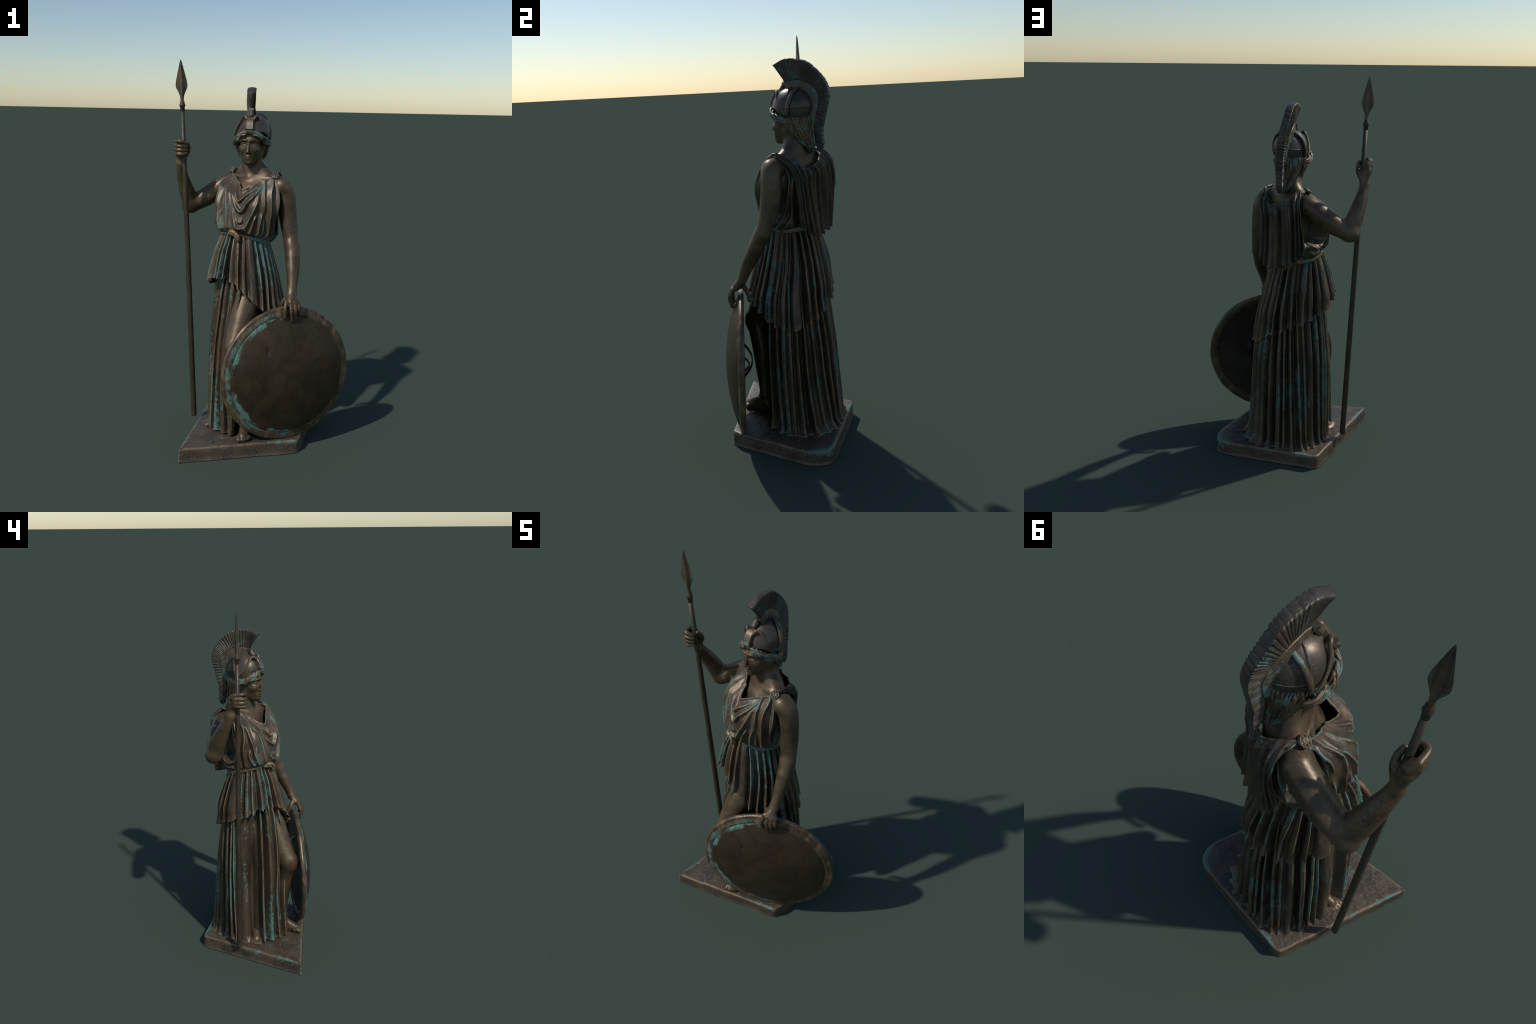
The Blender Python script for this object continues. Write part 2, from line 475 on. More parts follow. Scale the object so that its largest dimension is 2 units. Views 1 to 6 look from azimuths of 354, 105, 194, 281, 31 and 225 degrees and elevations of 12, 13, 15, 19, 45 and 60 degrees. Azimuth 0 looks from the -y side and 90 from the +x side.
# ---- overfold below the belt
BELT_AZ = [-137, -92, -66, -44, -9, 15, 42, 77, 99, 129, 180]
BELT_Z = [1.095, 1.125, 1.14, 1.147, 1.138, 1.12, 1.10, 1.078, 1.076, 1.082, 1.086]
def build_overfold():
    nu, nv = 1100, 110
    az = np.linspace(-180, 180, nu, endpoint=False)
    hem_az = [-162, -150, -139, -120, -109, -95, -78, -63, -47, -36, -22, -8, 6, 20, 40, 58, 70, 82, 97, 112, 132, 147, 158, 169, 180]
    hem_z = [.765, .785, .805, .83, .845, .865, .885, .905, .91, .915, .895, .85, .805, .755, .71, .68, .645, .62, .605, .61, .64, .68, .70, .72, .735]
    rid = [(-159, -160, -151), (-146, -146, -143), (-134, -132, -130), (-118, -116, -117), (-94, -97, -100), (-85, -86, -88), (-75, -76, -78), (-61, -57, -62),
           (-50, -49, -50), (-39, -40, -40), (-26, -27, -30), (-14, -14, -16), (-4, -4, -4), (8, 10, 8), (19, 25, 22), (31, 39, 38), (44, 50, 52), (57, 61, 64), (70, 72, 74),
           (81, 85, 86), (93, 96, 96), (106, 108, 108), (126, 122, 121), (135, 134, 133), (147, 143, 145), (157, 156, 158), (171, 168, 171), (184, 181, 183)]
    zk = [.75, .92, 1.08]
    top = per_interp(az, BELT_AZ, BELT_Z) + .02
    hem = smooth_per(per_interp(az, hem_az, hem_z), 6)
    t = np.linspace(0, 1, nv)
    PH = np.radians(az)[:, None] * np.ones(nv)
    # scalloped hem: every fold hangs a little lower on its ridge
    Zh = np.repeat(hem[:, None], 1, 1)
    _, rg = pleats(PH[:, :1], Zh, rid, zk, closed=True, power=2.0)
    hem2 = hem - .008 * (rg[:, 0] - .4) * per_interp(az, [-40, -20, 30, 50], [1, .3, .3, 1])
    Z = hem2[:, None] + (top - hem2)[:, None] * t[None]
    d, ridge = pleats(PH, Z, rid, zk, depth=.78, dmax=.034, power=4.2, r0=.19, closed=True, vary=1.35, seed=12)
    g = (top[:, None] - Z)
    d *= np.interp(g, [0, .02, .1, .3], [.35, .45, .85, 1.05])
    cx, cy, r = OVER(PH, Z)
    r = r + (smooth_per(per_interp(az, [-150, -120, -90, -60, -30, 0, 40, 84, 110, 130, 150, 193], [.014, .018, .014, .014, .008, .008, .004, .006, .004, .000, .000, .004]), 12)[:, None]
             * smooth01((1.13 - Z) / .1))
    d += .0018 * wobble(PH * 10, Z * 9, 0, 1.0, 31)
    hemw = smooth01((hem2[:, None] + .03 - Z) / .03)
    d += hemw * .004
    r = r + d
    P = np.stack([cx + r * np.sin(PH), cy - r * np.cos(PH), Z], -1)
    v, f = shell(P, True, .008)
    make("overfold", v, f, MAT_OVER)
build_overfold()

# ---- bodice with cowl folds in front and the free-hanging panel behind
def build_bodice():
    """bodice gathered under the belt, with cowl folds on the chest"""
    nu, nv = 900, 150
    az = np.linspace(-180, 180, nu, endpoint=False)
    top_az = [-118, -95, -70, -48, -36, -25, -10, 8, 28, 46, 62, 85, 110, 128, 150, 175, -162, -142]
    top_z = [1.446, 1.432, 1.413, 1.392, 1.376, 1.362, 1.376, 1.395, 1.414, 1.430, 1.420, 1.400, 1.368, 1.345, 1.350, 1.378, 1.408, 1.432]
    top_r = [.115, .106, .100, .112, .136, .160, .147, .132, .134, .146, .142, .144, .140, .132, .130, .126, .121, .116]
    bot_az = [-157, -145, -137, -92, -60, -25, 0, 20, 40, 60, 80, 100, 112, 124, 137, 150, 165, 180, -170, -162]
    bot_z = [1.105, 1.095, 1.095, 1.120, 1.135, 1.145, 1.128, 1.110, 1.090, 1.074, 1.072, 1.080, 1.078, 1.062, 1.050, 1.044, 1.046, 1.056, 1.070, 1.09]
    sm = smooth_per
    tz = sm(per_interp(az, top_az, top_z), 10); tr = sm(per_interp(az, top_az, top_r), 10)
    bz = sm(per_interp(az, bot_az, bot_z), 6)
    tuck = np.ones(nu)
    bz = np.maximum(bz, per_interp(az, BELT_AZ, BELT_Z) - .004)
    t = np.linspace(0, 1, nv)
    PH = np.radians(az)[:, None] * np.ones(nv)
    Z = bz[:, None] + (tz - bz)[:, None] * t[None]
    cx, cy, r = BODICE(PH, Z)
    r = r + sm(per_interp(az, [-130, -95, -70, -40, -10, 15, 45, 80, 105, 120, 140, 158, 175, 195], [0, 0, -.008, -.020, -.014, -.004, .006, 0, -.008, -.016, -.034, -.036, -.016, 0]), 14)[:, None] * smooth01((Z - 1.06) / .14)
    # behind, the gathered cloth lies close to the back, under the hanging panel
    bw = sm(per_interp(az, [-158, -150, 97, 108], [1, 0, 0, 1]), 6)[:, None]
    rb = per_interp(az, [100, 120, 135, 150, 165, 180, 200], [.115, .100, .092, .098, .112, .128, .140])[:, None]
    r = r * (1 - bw) + rb * bw
    # breasts and belly swell
    for (ba, bzz, amp, wa, wz) in ((-4, 1.292, .014, .055, .05), (-62, 1.290, .016, .05, .05), (-30, 1.20, -.008, .05, .06)):
        da = ((az - ba + 180) % 360 - 180)[:, None] * math.pi / 180 * .18
        r = r + amp * np.exp(-(da / wa) ** 2 - ((Z - bzz) / wz) ** 2)
    # hollows under both arms
    def side(a_lo, a_hi, soft):
        return smooth01((az - a_lo) / soft) * smooth01((a_hi - az) / soft)
    hr = (side(-152, -100, 9))[:, None] * smooth01((Z - 1.165) / .045) * smooth01((1.43 - Z) / .06)
    hl = (side(48, 102, 10))[:, None] * smooth01((Z - 1.10) / .06) * smooth01((1.42 - Z) / .06)
    r = r - .060 * hr - .036 * hl
    # fold ridges: azimuth/height curves, height and half-width of the ridge
    F = [
        # neckline roll and cowl swags
        ([(-70, 1.412), (-48, 1.392), (-25, 1.364), (-9, 1.378), (9, 1.397), (32, 1.417)], .007, .009),
        ([(-60, 1.41), (-40, 1.36), (-29, 1.313), (-25, 1.308), (-14, 1.338), (3, 1.368), (30, 1.408)], .015, .0085),
        ([(-50, 1.38), (-37, 1.30), (-26, 1.262), (-19, 1.258), (-9, 1.31), (18, 1.385), (32, 1.412)], .013, .009),
        ([(-42, 1.30), (-34, 1.23), (-26, 1.178), (-18, 1.168), (-9, 1.18), (-2, 1.24), (8, 1.33), (26, 1.405)], .013, .010),
        ([(-24, 1.22), (-20, 1.20), (-14, 1.22)], .007, .012),
        # folds running from the right shoulder
        ([(-90, 1.425), (-74, 1.36), (-70, 1.32), (-64, 1.22), (-57, 1.16)], .012, .010),
        ([(-100, 1.43), (-80, 1.37), (-80, 1.30), (-84, 1.24), (-82, 1.15)], .012, .010),
        ([(-76, 1.42), (-55, 1.34), (-48, 1.26), (-42, 1.17)], .010, .009),
        ([(-60, 1.27), (-61, 1.22), (-54, 1.165)], .009, .010),
        ([(-70, 1.25), (-74, 1.21), (-66, 1.155)], .009, .009),
        ([(-96, 1.30), (-97, 1.22), (-93, 1.145)], .012, .010),
        ([(-112, 1.42), (-96, 1.38), (-93, 1.30)], .010, .010),
        ([(-152, 1.27), (-146, 1.22), (-133, 1.175), (-119, 1.155), (-106, 1.175), (-99, 1.22), (-97, 1.28)], .012, .012),
        ([(-140, 1.15), (-128, 1.125), (-112, 1.13)], .009, .012),
        # folds on the left side
        ([(38, 1.41), (30, 1.36), (27, 1.30), (32, 1.19), (33, 1.105)], .019, .011),
        ([(46, 1.41), (42, 1.30), (44, 1.20), (52, 1.09)], .016, .012),
        ([(24, 1.41), (18, 1.35), (17, 1.29), (20, 1.23)], .010, .009),
        ([(8, 1.25), (3, 1.20), (-1, 1.145)], .011, .009),
        ([(16, 1.26), (15, 1.20), (13, 1.13)], .012, .009),
        ([(0, 1.26), (-5, 1.21), (-10, 1.16)], .010, .008),
        ([(23, 1.22), (23, 1.17), (23, 1.12)], .010, .008),
        ([(60, 1.425), (83, 1.37), (91, 1.31), (88, 1.20), (70, 1.085)], .016, .011),
        ([(101, 1.19), (94, 1.14), (84, 1.085)], .010, .010),
        ([(72, 1.40), (74, 1.30), (66, 1.20), (58, 1.09)], .010, .011),
    ]
    base = .012
    h = np.zeros_like(PH)
    for poly, amp, w in F:
        dist, pos = curve_distance(PH, Z, poly)
        fade = np.ones_like(pos)
        if poly[0][1] < 1.39: fade = fade * smooth01(pos / .40 + .05)          # folds that die out in the cloth
        if poly[-1][1] > 1.19: fade = fade * smooth01((1 - pos) / .35 + .05)
        g = amp * 1.3 * fade * np.exp(-np.abs(dist / w) ** 1.7)
        h = np.maximum(h, g) + .15 * np.minimum(h, g)
    backw = sm(per_interp(az, [-157, -150, 98, 106], [1, 0, 0, 1]), 5)[:, None]
    d = h - base - .010 * backw
    # blend to the shoulder line at the top
    hb = per_interp(az, [-155, -135, 45, 75, 100], [.055, .055, .055, .055, .055])[:, None]
    topw = smooth01((Z - (tz[:, None] - hb)) / hb)
    cx1, cy1, r1 = BODICE(np.radians(az), tz)
    r = r + (tr - r1)[:, None] * topw
    d = d * (1 - .70 * smooth01((Z - (tz[:, None] - .035)) / .035)) * (1 - .8 * smooth01((Z - (tz[:, None] - .012)) / .012))
    # blouse over the belt in front
    _, _, rb = OVER(PH, np.minimum(Z, 1.10))
    s = np.clip((bz[:, None] + .038 - Z) / .038, 0, 1)
    w = (1 - np.sqrt(np.maximum(0, 1 - s * s))) * tuck[:, None]
    d += .0015 * wobble(PH * 14, Z * 9, 0, 1.0, 41)
    r = r + d
    P = np.stack([cx + r * np.sin(PH), cy - r * np.cos(PH), Z], -1)
    ocx, ocy, orr = OVER(PH, np.clip(Z, 1.06, 1.12))
    Q = np.stack([ocx + orr * np.sin(PH), ocy - orr * np.cos(PH), Z], -1)
    P = P * (1 - w[..., None]) + Q * w[..., None]
    v, f = shell(P, True, .007)
    make("bodice", v, f, MAT_BODICE)
build_bodice()

# ---- panel hanging free on the back from brooch to brooch
def build_back_panel():
    # fold lines from the neckline over the shoulder down to the hem, left brooch to right brooch
    S = [[(.060, -.004, 1.436), (.092, .034, 1.437), (.110, .092, 1.382), (.098, .121, 1.270), (.100, .133, 1.105)],
         [(.080, .040, 1.444), (.092, .078, 1.420), (.088, .126, 1.352), (.076, .138, 1.260), (.082, .160, 1.084)],
         [(.068, .108, 1.418), (.066, .135, 1.385), (.056, .148, 1.340), (.046, .152, 1.255), (.052, .184, 1.066)],
         [(.046, .152, 1.376), (.032, .162, 1.364), (.018, .166, 1.335), (.015, .166, 1.258), (.020, .202, 1.050)],
         [(.004, .184, 1.384), (-.008, .198, 1.376), (-.020, .207, 1.345), (-.026, .206, 1.255), (-.028, .222, 1.056)],
         [(-.040, .198, 1.402), (-.048, .218, 1.390), (-.055, .226, 1.355), (-.062, .228, 1.255), (-.076, .236, 1.064)],
         [(-.082, .196, 1.434), (-.086, .228, 1.412), (-.092, .250, 1.365), (-.102, .256, 1.265), (-.104, .248, 1.078)],
         [(-.118, .178, 1.453), (-.124, .220, 1.438), (-.131, .258, 1.385), (-.130, .262, 1.290), (-.138, .240, 1.110)],
         [(-.148, .150, 1.452), (-.142, .196, 1.444), (-.142, .242, 1.392), (-.143, .250, 1.300), (-.148, .228, 1.130)]]
    push = V(.643, .766, 0)                                            # the panel stands off from the back
    S = [[np.array(p) + push * o * w for p, w in zip(c, (.0, .5, 1, 1, .7))] for c, o in zip(S, (.006, .014, .022, .024, .020, .012, .004, 0, 0))]
    ridges = [0, .55, 1.15, 2.1, 3.0, 3.75, 4.95, 5.75, 6.5, 7.35, 8.0]
    depth = [.010, .015, .026, .026, .020, .032, .016, .026, .016, .012]
    rows = np.array([catmull(c, 30) for c in S])                       # column x row
    P = np.array([catmull(rows[:, k], 52) for k in range(rows.shape[1])]).transpose(1, 0, 2)
    nu, nv, _ = P.shape
    u = np.linspace(0, len(S) - 1, nu)
    k = np.clip(np.searchsorted(ridges, u, 'right') - 1, 0, len(ridges) - 2)
    R = np.array(ridges)
    x = (u - R[k]) / (R[k + 1] - R[k])
    rr = np.random.default_rng(3)
    ln = rr.uniform(-.18, .18, len(ridges))[k]
    val = 1 - np.abs(np.cos(np.pi * np.clip(x + ln * np.sin(np.pi * x), 0, 1))) ** 3.2
    D = np.array(depth)[k] * val
    t = np.linspace(0, 1, nv)
    fade = np.interp(t, [0, .06, .25, .5, 1], [.10, .22, .70, 1.0, 1.15])
    du = np.gradient(P, axis=0); dv = np.gradient(P, axis=1)
    N = np.cross(dv, du); N /= np.linalg.norm(N, axis=2)[..., None] + 1e-12
    out = ((P - V(-.06, .05, 1.25)) * N).sum(2).mean()
    if out < 0: N = -N
    wob = .0016 * wobble(u[:, None] * 2.2, t[None] * 7, 0, 1, 91)
    P = P + N * (-(D[:, None] * fade[None]) + wob)[..., None]
    # rolled neckline edge, hem hanging lower on the ridges, side edges turned in
    P = P + N * (.005 * np.exp(-((t - .05) / .035) ** 2))[None, :, None]
    P[..., 2] -= (smooth01((t - .75) / .25)[None] * ((1 - val) - .5)[:, None]) * .012
    e = np.minimum(u, u[-1] - u)
    P = P - N * (.016 * np.clip(1 - e / .16, 0, 1) ** 2 * 1.0)[:, None, None] * smooth01((t - .2) / .2)[None, :, None]
    v, f = shell(P, False, .006 if np.cross(np.gradient(P, axis=0), np.gradient(P, axis=1))[nu // 2, nv // 2] @ N[nu // 2, nv // 2] > 0 else -.006)
    make("back_panel", v, f, MAT_BODICE)
build_back_panel()

# ---- belt with its knot
def build_belt():
    az = np.linspace(-180, 180, 260, endpoint=False)
    zc = smooth_per(per_interp(az, BELT_AZ, BELT_Z), 6) - .004
    ph = np.radians(az)
    prof = [(-.006, -.013), (.0, -.011), (.0028, -.009), (.0038, -.003), (.0038, .003), (.0028, .009), (.0, .011), (-.006, .013)]
    rows = []
    for dr, dz in prof:
        cx, cy, r = OVER(ph, zc)
        r = r + dr + .001 * wobble(ph * 12, zc, dz * 30, 1, 51)
        rows.append(np.stack([cx + r * np.sin(ph), cy - r * np.cos(ph), zc + dz], -1))
    P = np.array(rows).transpose(1, 0, 2)
    make("belt", P.reshape(-1, 3), grid_faces(len(az), len(prof), True), MAT_OVER)
    b = Bag()
    K = V(-.160, -.074, 1.142)
    ft, lt, up = V(-.602, -.799, 0), V(.799, -.602, 0), V(0, 0, 1)
    W = lambda l, z, f: K + lt * l + up * z + ft * f
    b.add(*tube(catmull([W(-.016, .006, .004), W(-.004, .008, .010), W(.010, .004, .010), W(.018, -.004, .004)], 6), .011, 12))
    b.add(*tube(catmull([W(-.026, -.004, -.002), W(-.012, -.002, .006), W(.002, -.006, .008)], 6), .009, 12))
    b.add(*tube(catmull([W(.006, .004, .008), W(.022, -.004, .008), W(.033, -.020, .006), W(.032, -.038, .004)], 6), [.0095] * 12 + [.009] * 6 + [.007], 12))
    b.add(*tube(catmull([W(.0, -.006, .006), W(.016, -.018, .006), W(.022, -.034, .004)], 6), .006, 10))
    b.make("belt_knot", MAT_OVER)
build_belt()

# ------------------------------------------------------------------ bare body as one blended surface
class Field:
    """signed distance field with smooth unions on a grid"""
    def __init__(s, lo, hi, h):
        s.lo, s.h = np.array(lo, float), h
        s.n = np.ceil((np.array(hi) - s.lo) / h).astype(int) + 1
        s.F = np.full(s.n, .06, np.float32)
    def box(s, lo, hi, pad):
        a = np.clip(np.floor((np.array(lo) - pad - s.lo) / s.h).astype(int), 0, s.n - 1)
        b = np.clip(np.ceil((np.array(hi) + pad - s.lo) / s.h).astype(int) + 1, 1, s.n)
        sl = tuple(slice(i, j) for i, j in zip(a, b))
        ax = [s.lo[k] + s.h * np.arange(a[k], b[k]) for k in range(3)]
        return sl, np.meshgrid(*ax, indexing='ij')
    def blend(s, sl, d, k, cut):
        A = s.F[sl]
        if cut:
            d = -d
            hh = np.clip(.5 - .5 * (d - A) / k, 0, 1) if k > 0 else (d < A)
            hh = np.clip(.5 + .5 * (d - A) / k, 0, 1)
            s.F[sl] = A * (1 - hh) + d * hh + k * hh * (1 - hh)
        else:
            hh = np.clip(.5 + .5 * (A - d) / k, 0, 1)
            s.F[sl] = A * (1 - hh) + d * hh - k * hh * (1 - hh)
    def cone(s, a, b, ra, rb, k=.012, cut=False, squash=None):
        a, b = np.array(a, float), np.array(b, float)
        R = max(ra, rb)
        sl, (X, Y, Z) = s.box(np.minimum(a, b), np.maximum(a, b), R + k + .02)
        d = b - a
        t = np.clip(((X - a[0]) * d[0] + (Y - a[1]) * d[1] + (Z - a[2]) * d[2]) / (d @ d + 1e-12), 0, 1)
        q = [X - a[0] - t * d[0], Y - a[1] - t * d[1], Z - a[2] - t * d[2]]
        if squash is not None:      # (unit axis, factor): flatten along an axis
            u, fac = squash
            p = (q[0] * u[0] + q[1] * u[1] + q[2] * u[2]) * (1 / fac - 1)
            q = [q[i] + u[i] * p for i in range(3)]
        s.blend(sl, np.sqrt(q[0] ** 2 + q[1] ** 2 + q[2] ** 2) - (ra + (rb - ra) * t), k, cut)
    def chain(s, pts, k=.012):
        """swept limb through (point, radius) stations, joined to the rest with blend k"""
        C = catmull([np.r_[np.array(p, float), r] for p, r in pts], 9)
        R = C[:, 3].max()
        sl, (X, Y, Z) = s.box(C[:, :3].min(0), C[:, :3].max(0), R + k + .02)
        best = np.full(X.shape, 9.0); rad = np.zeros(X.shape)
        for A, B in zip(C[:-1], C[1:]):
            d = B[:3] - A[:3]
            t = np.clip(((X - A[0]) * d[0] + (Y - A[1]) * d[1] + (Z - A[2]) * d[2]) / (d @ d + 1e-12), 0, 1)
            q = np.sqrt((X - A[0] - t * d[0]) ** 2 + (Y - A[1] - t * d[1]) ** 2 + (Z - A[2] - t * d[2]) ** 2)
            m = q < best
            best = np.where(m, q, best); rad = np.where(m, A[3] + (B[3] - A[3]) * t, rad)
        s.blend(sl, best - rad, k, False)
    def ell(s, c, M, rad, k=.012, cut=False):
        """ellipsoid, rows of M are its axes"""
        c = np.array(c, float); R = max(rad)
        sl, (X, Y, Z) = s.box(c, c, R + k + .02)
        X, Y, Z = X - c[0], Y - c[1], Z - c[2]
        q = [(X * m[0] + Y * m[1] + Z * m[2]) for m in M]
        k0 = np.sqrt(sum((q[i] / rad[i]) ** 2 for i in range(3)))
        k1 = np.sqrt(sum((q[i] / rad[i] ** 2) ** 2 for i in range(3))) + 1e-9
        s.blend(sl, k0 * (k0 - 1) / k1, k, cut)
    def mesh(s):
        F = s.F; n = np.array(F.shape)
        S = F < 0
        c = [S[i:n[0] - 1 + i, j:n[1] - 1 + j, k:n[2] - 1 + k] for i in (0, 1) for j in (0, 1) for k in (0, 1)]
        tot = sum(x.astype(np.int8) for x in c)
        act = (tot > 0) & (tot < 8)
        idx = np.full(act.shape, -1, np.int64)
        ci = np.argwhere(act)
        idx[act] = np.arange(len(ci))
        acc = np.zeros((len(ci), 3)); cnt = np.zeros(len(ci))
        corners = [(i, j, k) for i in (0, 1) for j in (0, 1) for k in (0, 1)]
        for A in corners:
            for ax in range(3):
                if A[ax]: continue
                B = list(A); B[ax] = 1
                fa = F[tuple((ci + A).T)]; fb = F[tuple((ci + B).T)]
                m = (fa < 0) != (fb < 0)
                t = np.where(m, fa / np.where(m, fa - fb, 1), 0)
                p = np.array(A, float)[None] + t[:, None] * (np.array(B) - np.array(A))[None]
                acc[m] += p[m]; cnt[m] += 1
        v = s.lo + s.h * (ci + acc / cnt[:, None])
        faces = []
        for ax in range(3):
            o = [0, 0, 0]; o[ax] = 1
            sl0 = tuple(slice(1, n[k] - 1) if k != ax else slice(0, n[k] - 1) for k in range(3))
            sl1 = tuple(slice(1, n[k] - 1) if k != ax else slice(1, n[k]) for k in range(3))
            A, B = S[sl0], S[sl1]
            e = np.argwhere(A != B)
            if not len(e): continue
            inside = A[tuple(e.T)]
            base = e + np.array([1 if k != ax else 0 for k in range(3)])
            u, w = [(1, 2), (2, 0), (0, 1)][ax]
            def g(du, dw):
                q = base.copy(); q[:, u] += du; q[:, w] += dw
                return idx[tuple(q.T)]
            Q = np.stack([g(-1, -1), g(0, -1), g(0, 0), g(-1, 0)], 1)
            Q[~inside] = Q[~inside][:, ::-1]
            faces.append(Q)
        return v, np.concatenate(faces)

# head frame: forward, left, up
HC = V(-.06, .075, 1.6)
yaw = math.radians(-13)
HF, HL, HU = V(math.sin(yaw), -math.cos(yaw), 0), V(math.cos(yaw), math.sin(yaw), 0), V(0, 0, 1)
HM = [HF, HL, HU]
def H(f, l, z):
    return HC + HF * f + HL * l + HU * (z - 1.6)
FT, LT = V(-.602, -.799, 0), V(.799, -.602, 0)
BM = [FT, LT, V(0, 0, 1)]

# spear line
SP0, SP1 = V(-.359, .064, .088), V(-.427, .037, 1.999)
def spear_at(z):
    return SP0 + (SP1 - SP0) * (z - SP0[2]) / (SP1[2] - SP0[2])

def split_body(v, faces, label, names, mat, parent=None):
    """one surface cut into named parts that share border vertices and the whole body's normals"""
    me = bpy.data.meshes.new("whole")
    me.from_pydata(v.tolist(), [], faces.tolist()); me.update()
    N = np.empty(len(v) * 3, np.float32)
    me.vertices.foreach_get("normal", N)
    N = N.reshape(-1, 3)
    bpy.data.meshes.remove(me)
    for k, nm in enumerate(names):
        sel = faces[label == k]
        if not len(sel): continue
        used = np.unique(sel)
        mp = np.zeros(len(v), int); mp[used] = np.arange(len(used))
        ob = make(nm, v[used], mp[sel], mat, parent)
        ob.data.normals_split_custom_set_from_vertices([tuple(map(float, x)) for x in N[used]])

def relax(v, faces, it=2, lam=.5):
    e = np.concatenate([faces[:, [0, 1]], faces[:, [1, 2]], faces[:, [2, 3]], faces[:, [3, 0]]])
    for _ in range(it):
        acc = np.zeros_like(v); cnt = np.zeros(len(v))
        np.add.at(acc, e[:, 0], v[e[:, 1]]); np.add.at(cnt, e[:, 0], 1)
        np.add.at(acc, e[:, 1], v[e[:, 0]]); np.add.at(cnt, e[:, 1], 1)
        v = v + lam * (acc / np.maximum(cnt, 1)[:, None] - v)
    return v

def body_shape(S):
    """all bare parts of the upper body as blended solids"""
    # ---- torso
    S.ell((-.055, .085, 1.26), BM, (.085, .118, .19), .03)
    S.ell((-.052, .074, 1.325), BM, (.092, .122, .078), .03)
    S.ell((-.038, .112, 1.385), BM, (.052, .110, .058), .03)
    LS, RS = V(.092, .004, 1.372), V(-.168, .178, 1.375)
    S.cone((-.03, .075, 1.382), LS + V(0, 0, .002), .052, .045, .025)
    S.cone((-.06, .09, 1.382), RS + V(0, 0, .002), .052, .046, .025)
    NB, NT = V(-.047, .086, 1.41), V(-.057, .082, 1.545)
    S.cone(NB + V(.004, .006, 0), NT, .053, .050, .03)
    S.cone((-.045, .094, 1.470), LS + V(-.035, .022, .022), .044, .030, .03)      # slope of the shoulders
    S.cone((-.055, .096, 1.470), RS + V(.035, -.012, .022), .044, .030, .03)
    S.cone((-.062, .046, 1.410), (.045, .002, 1.412), .009, .010, .014)        # collar bones
    S.cone((-.074, .046, 1.410), (-.148, .106, 1.422), .009, .010, .014)
    S.cone((-.066, .046, 1.414), H(-.005, .052, 1.545), .009, .012, .018)       # neck cords
    S.cone((-.074, .048, 1.414), H(-.005, -.052, 1.545), .009, .012, .018)
    # ---- head (face turned slightly further than the helmet)
    Hf = lambda f, l, z: H(f, l - .055 * max(f, 0), z)
    S.ell(Hf(-.005, 0, 1.632), HM, (.086, .072, .088), .02)
    S.ell(Hf(.030, 0, 1.570), HM, (.064, .055, .082), .022)
    S.ell(Hf(.068, 0, 1.520), HM, (.0235, .027, .024), .016)                                  # mouth mound
    S.ell(Hf(.069, 0, 1.497), HM, (.0210, .021, .0175), .014)                                 # chin
    for sgn in (-1, 1):
        S.cone(Hf(.056, .012 * sgn, 1.500), Hf(.004, .040 * sgn, 1.545), .010, .013, .020)    # jaw line
        S.ell(Hf(.060, .032 * sgn, 1.560), HM, (.022, .017, .018), .018)                      # cheek bone
        S.chain([(Hf(.0940, .008 * sgn, 1.6065), .0050), (Hf(.0890, .024 * sgn, 1.6095), .0062), (Hf(.0720, .046 * sgn, 1.603), .0062)], .010)   # brow
        S.ell(Hf(.1000, .0275 * sgn, 1.5905), HM, (.0190, .0165, .0100), .006, cut=True)      # eye socket
        S.ell(Hf(.0702, .0275 * sgn, 1.5890), HM, (.0135, .0140, .0095), .002)                # eyeball
        S.chain([(Hf(.0835, .0145 * sgn, 1.5900), .0020), (Hf(.0852, .0260 * sgn, 1.5955), .0023), (Hf(.0750, .0415 * sgn, 1.5905), .0020)], .002)  # upper lid
        S.chain([(Hf(.0830, .0150 * sgn, 1.5880), .0016), (Hf(.0832, .0265 * sgn, 1.5828), .0018), (Hf(.0750, .0410 * sgn, 1.5880), .0016)], .002)  # lower lid
        S.ell(Hf(.0930, .0100 * sgn, 1.5475), HM, (.0090, .0052, .0055), .004)                # nostril wings
        S.ell(Hf(-.005, .066 * sgn, 1.570), HM, (.016, .010, .026), .008)                     # ears
        S.ell(Hf(.0985, .0045 * sgn, 1.5415), HM, (.0032, .0026, .0030), .002, cut=True)      # nostrils
    S.cone(Hf(.0900, 0, 1.602), Hf(.1030, 0, 1.553), .0056, .0072, .006)                      # nose
    S.ell(Hf(.1045, 0, 1.5495), HM, (.0080, .0076, .0060), .003)
    S.chain([(Hf(.0790, -.0190, 1.5205), .0022), (Hf(.0885, -.008, 1.5255), .0044), (Hf(.0905, 0, 1.5245), .0046), (Hf(.0885, .008, 1.5255), .0044), (Hf(.0790, .0190, 1.5205), .0022)], .003)   # upper lip
    S.chain([(Hf(.0790, -.0170, 1.5185), .0022), (Hf(.0870, -.007, 1.5145), .0050), (Hf(.0885, 0, 1.5140), .0052), (Hf(.0870, .007, 1.5145), .0050), (Hf(.0790, .0170, 1.5185), .0022)], .003)   # lower lip
    S.ell(Hf(.0985, 0, 1.5035), HM, (.0075, .016, .0045), .006, cut=True)
    S.ell(Hf(.1005, 0, 1.5335), HM, (.0050, .0035, .0060), .004, cut=True)                    # groove under the nose
    # ---- left arm, hanging, hand on the shield rim
    S.chain([(LS, .047), (V(.112, .006, 1.345), .049), (V(.121, .004, 1.28), .049), (V(.130, -.006, 1.20), .046), (V(.141, -.026, 1.12), .0405), (V(.1455, -.046, 1.072), .0365)], .02)
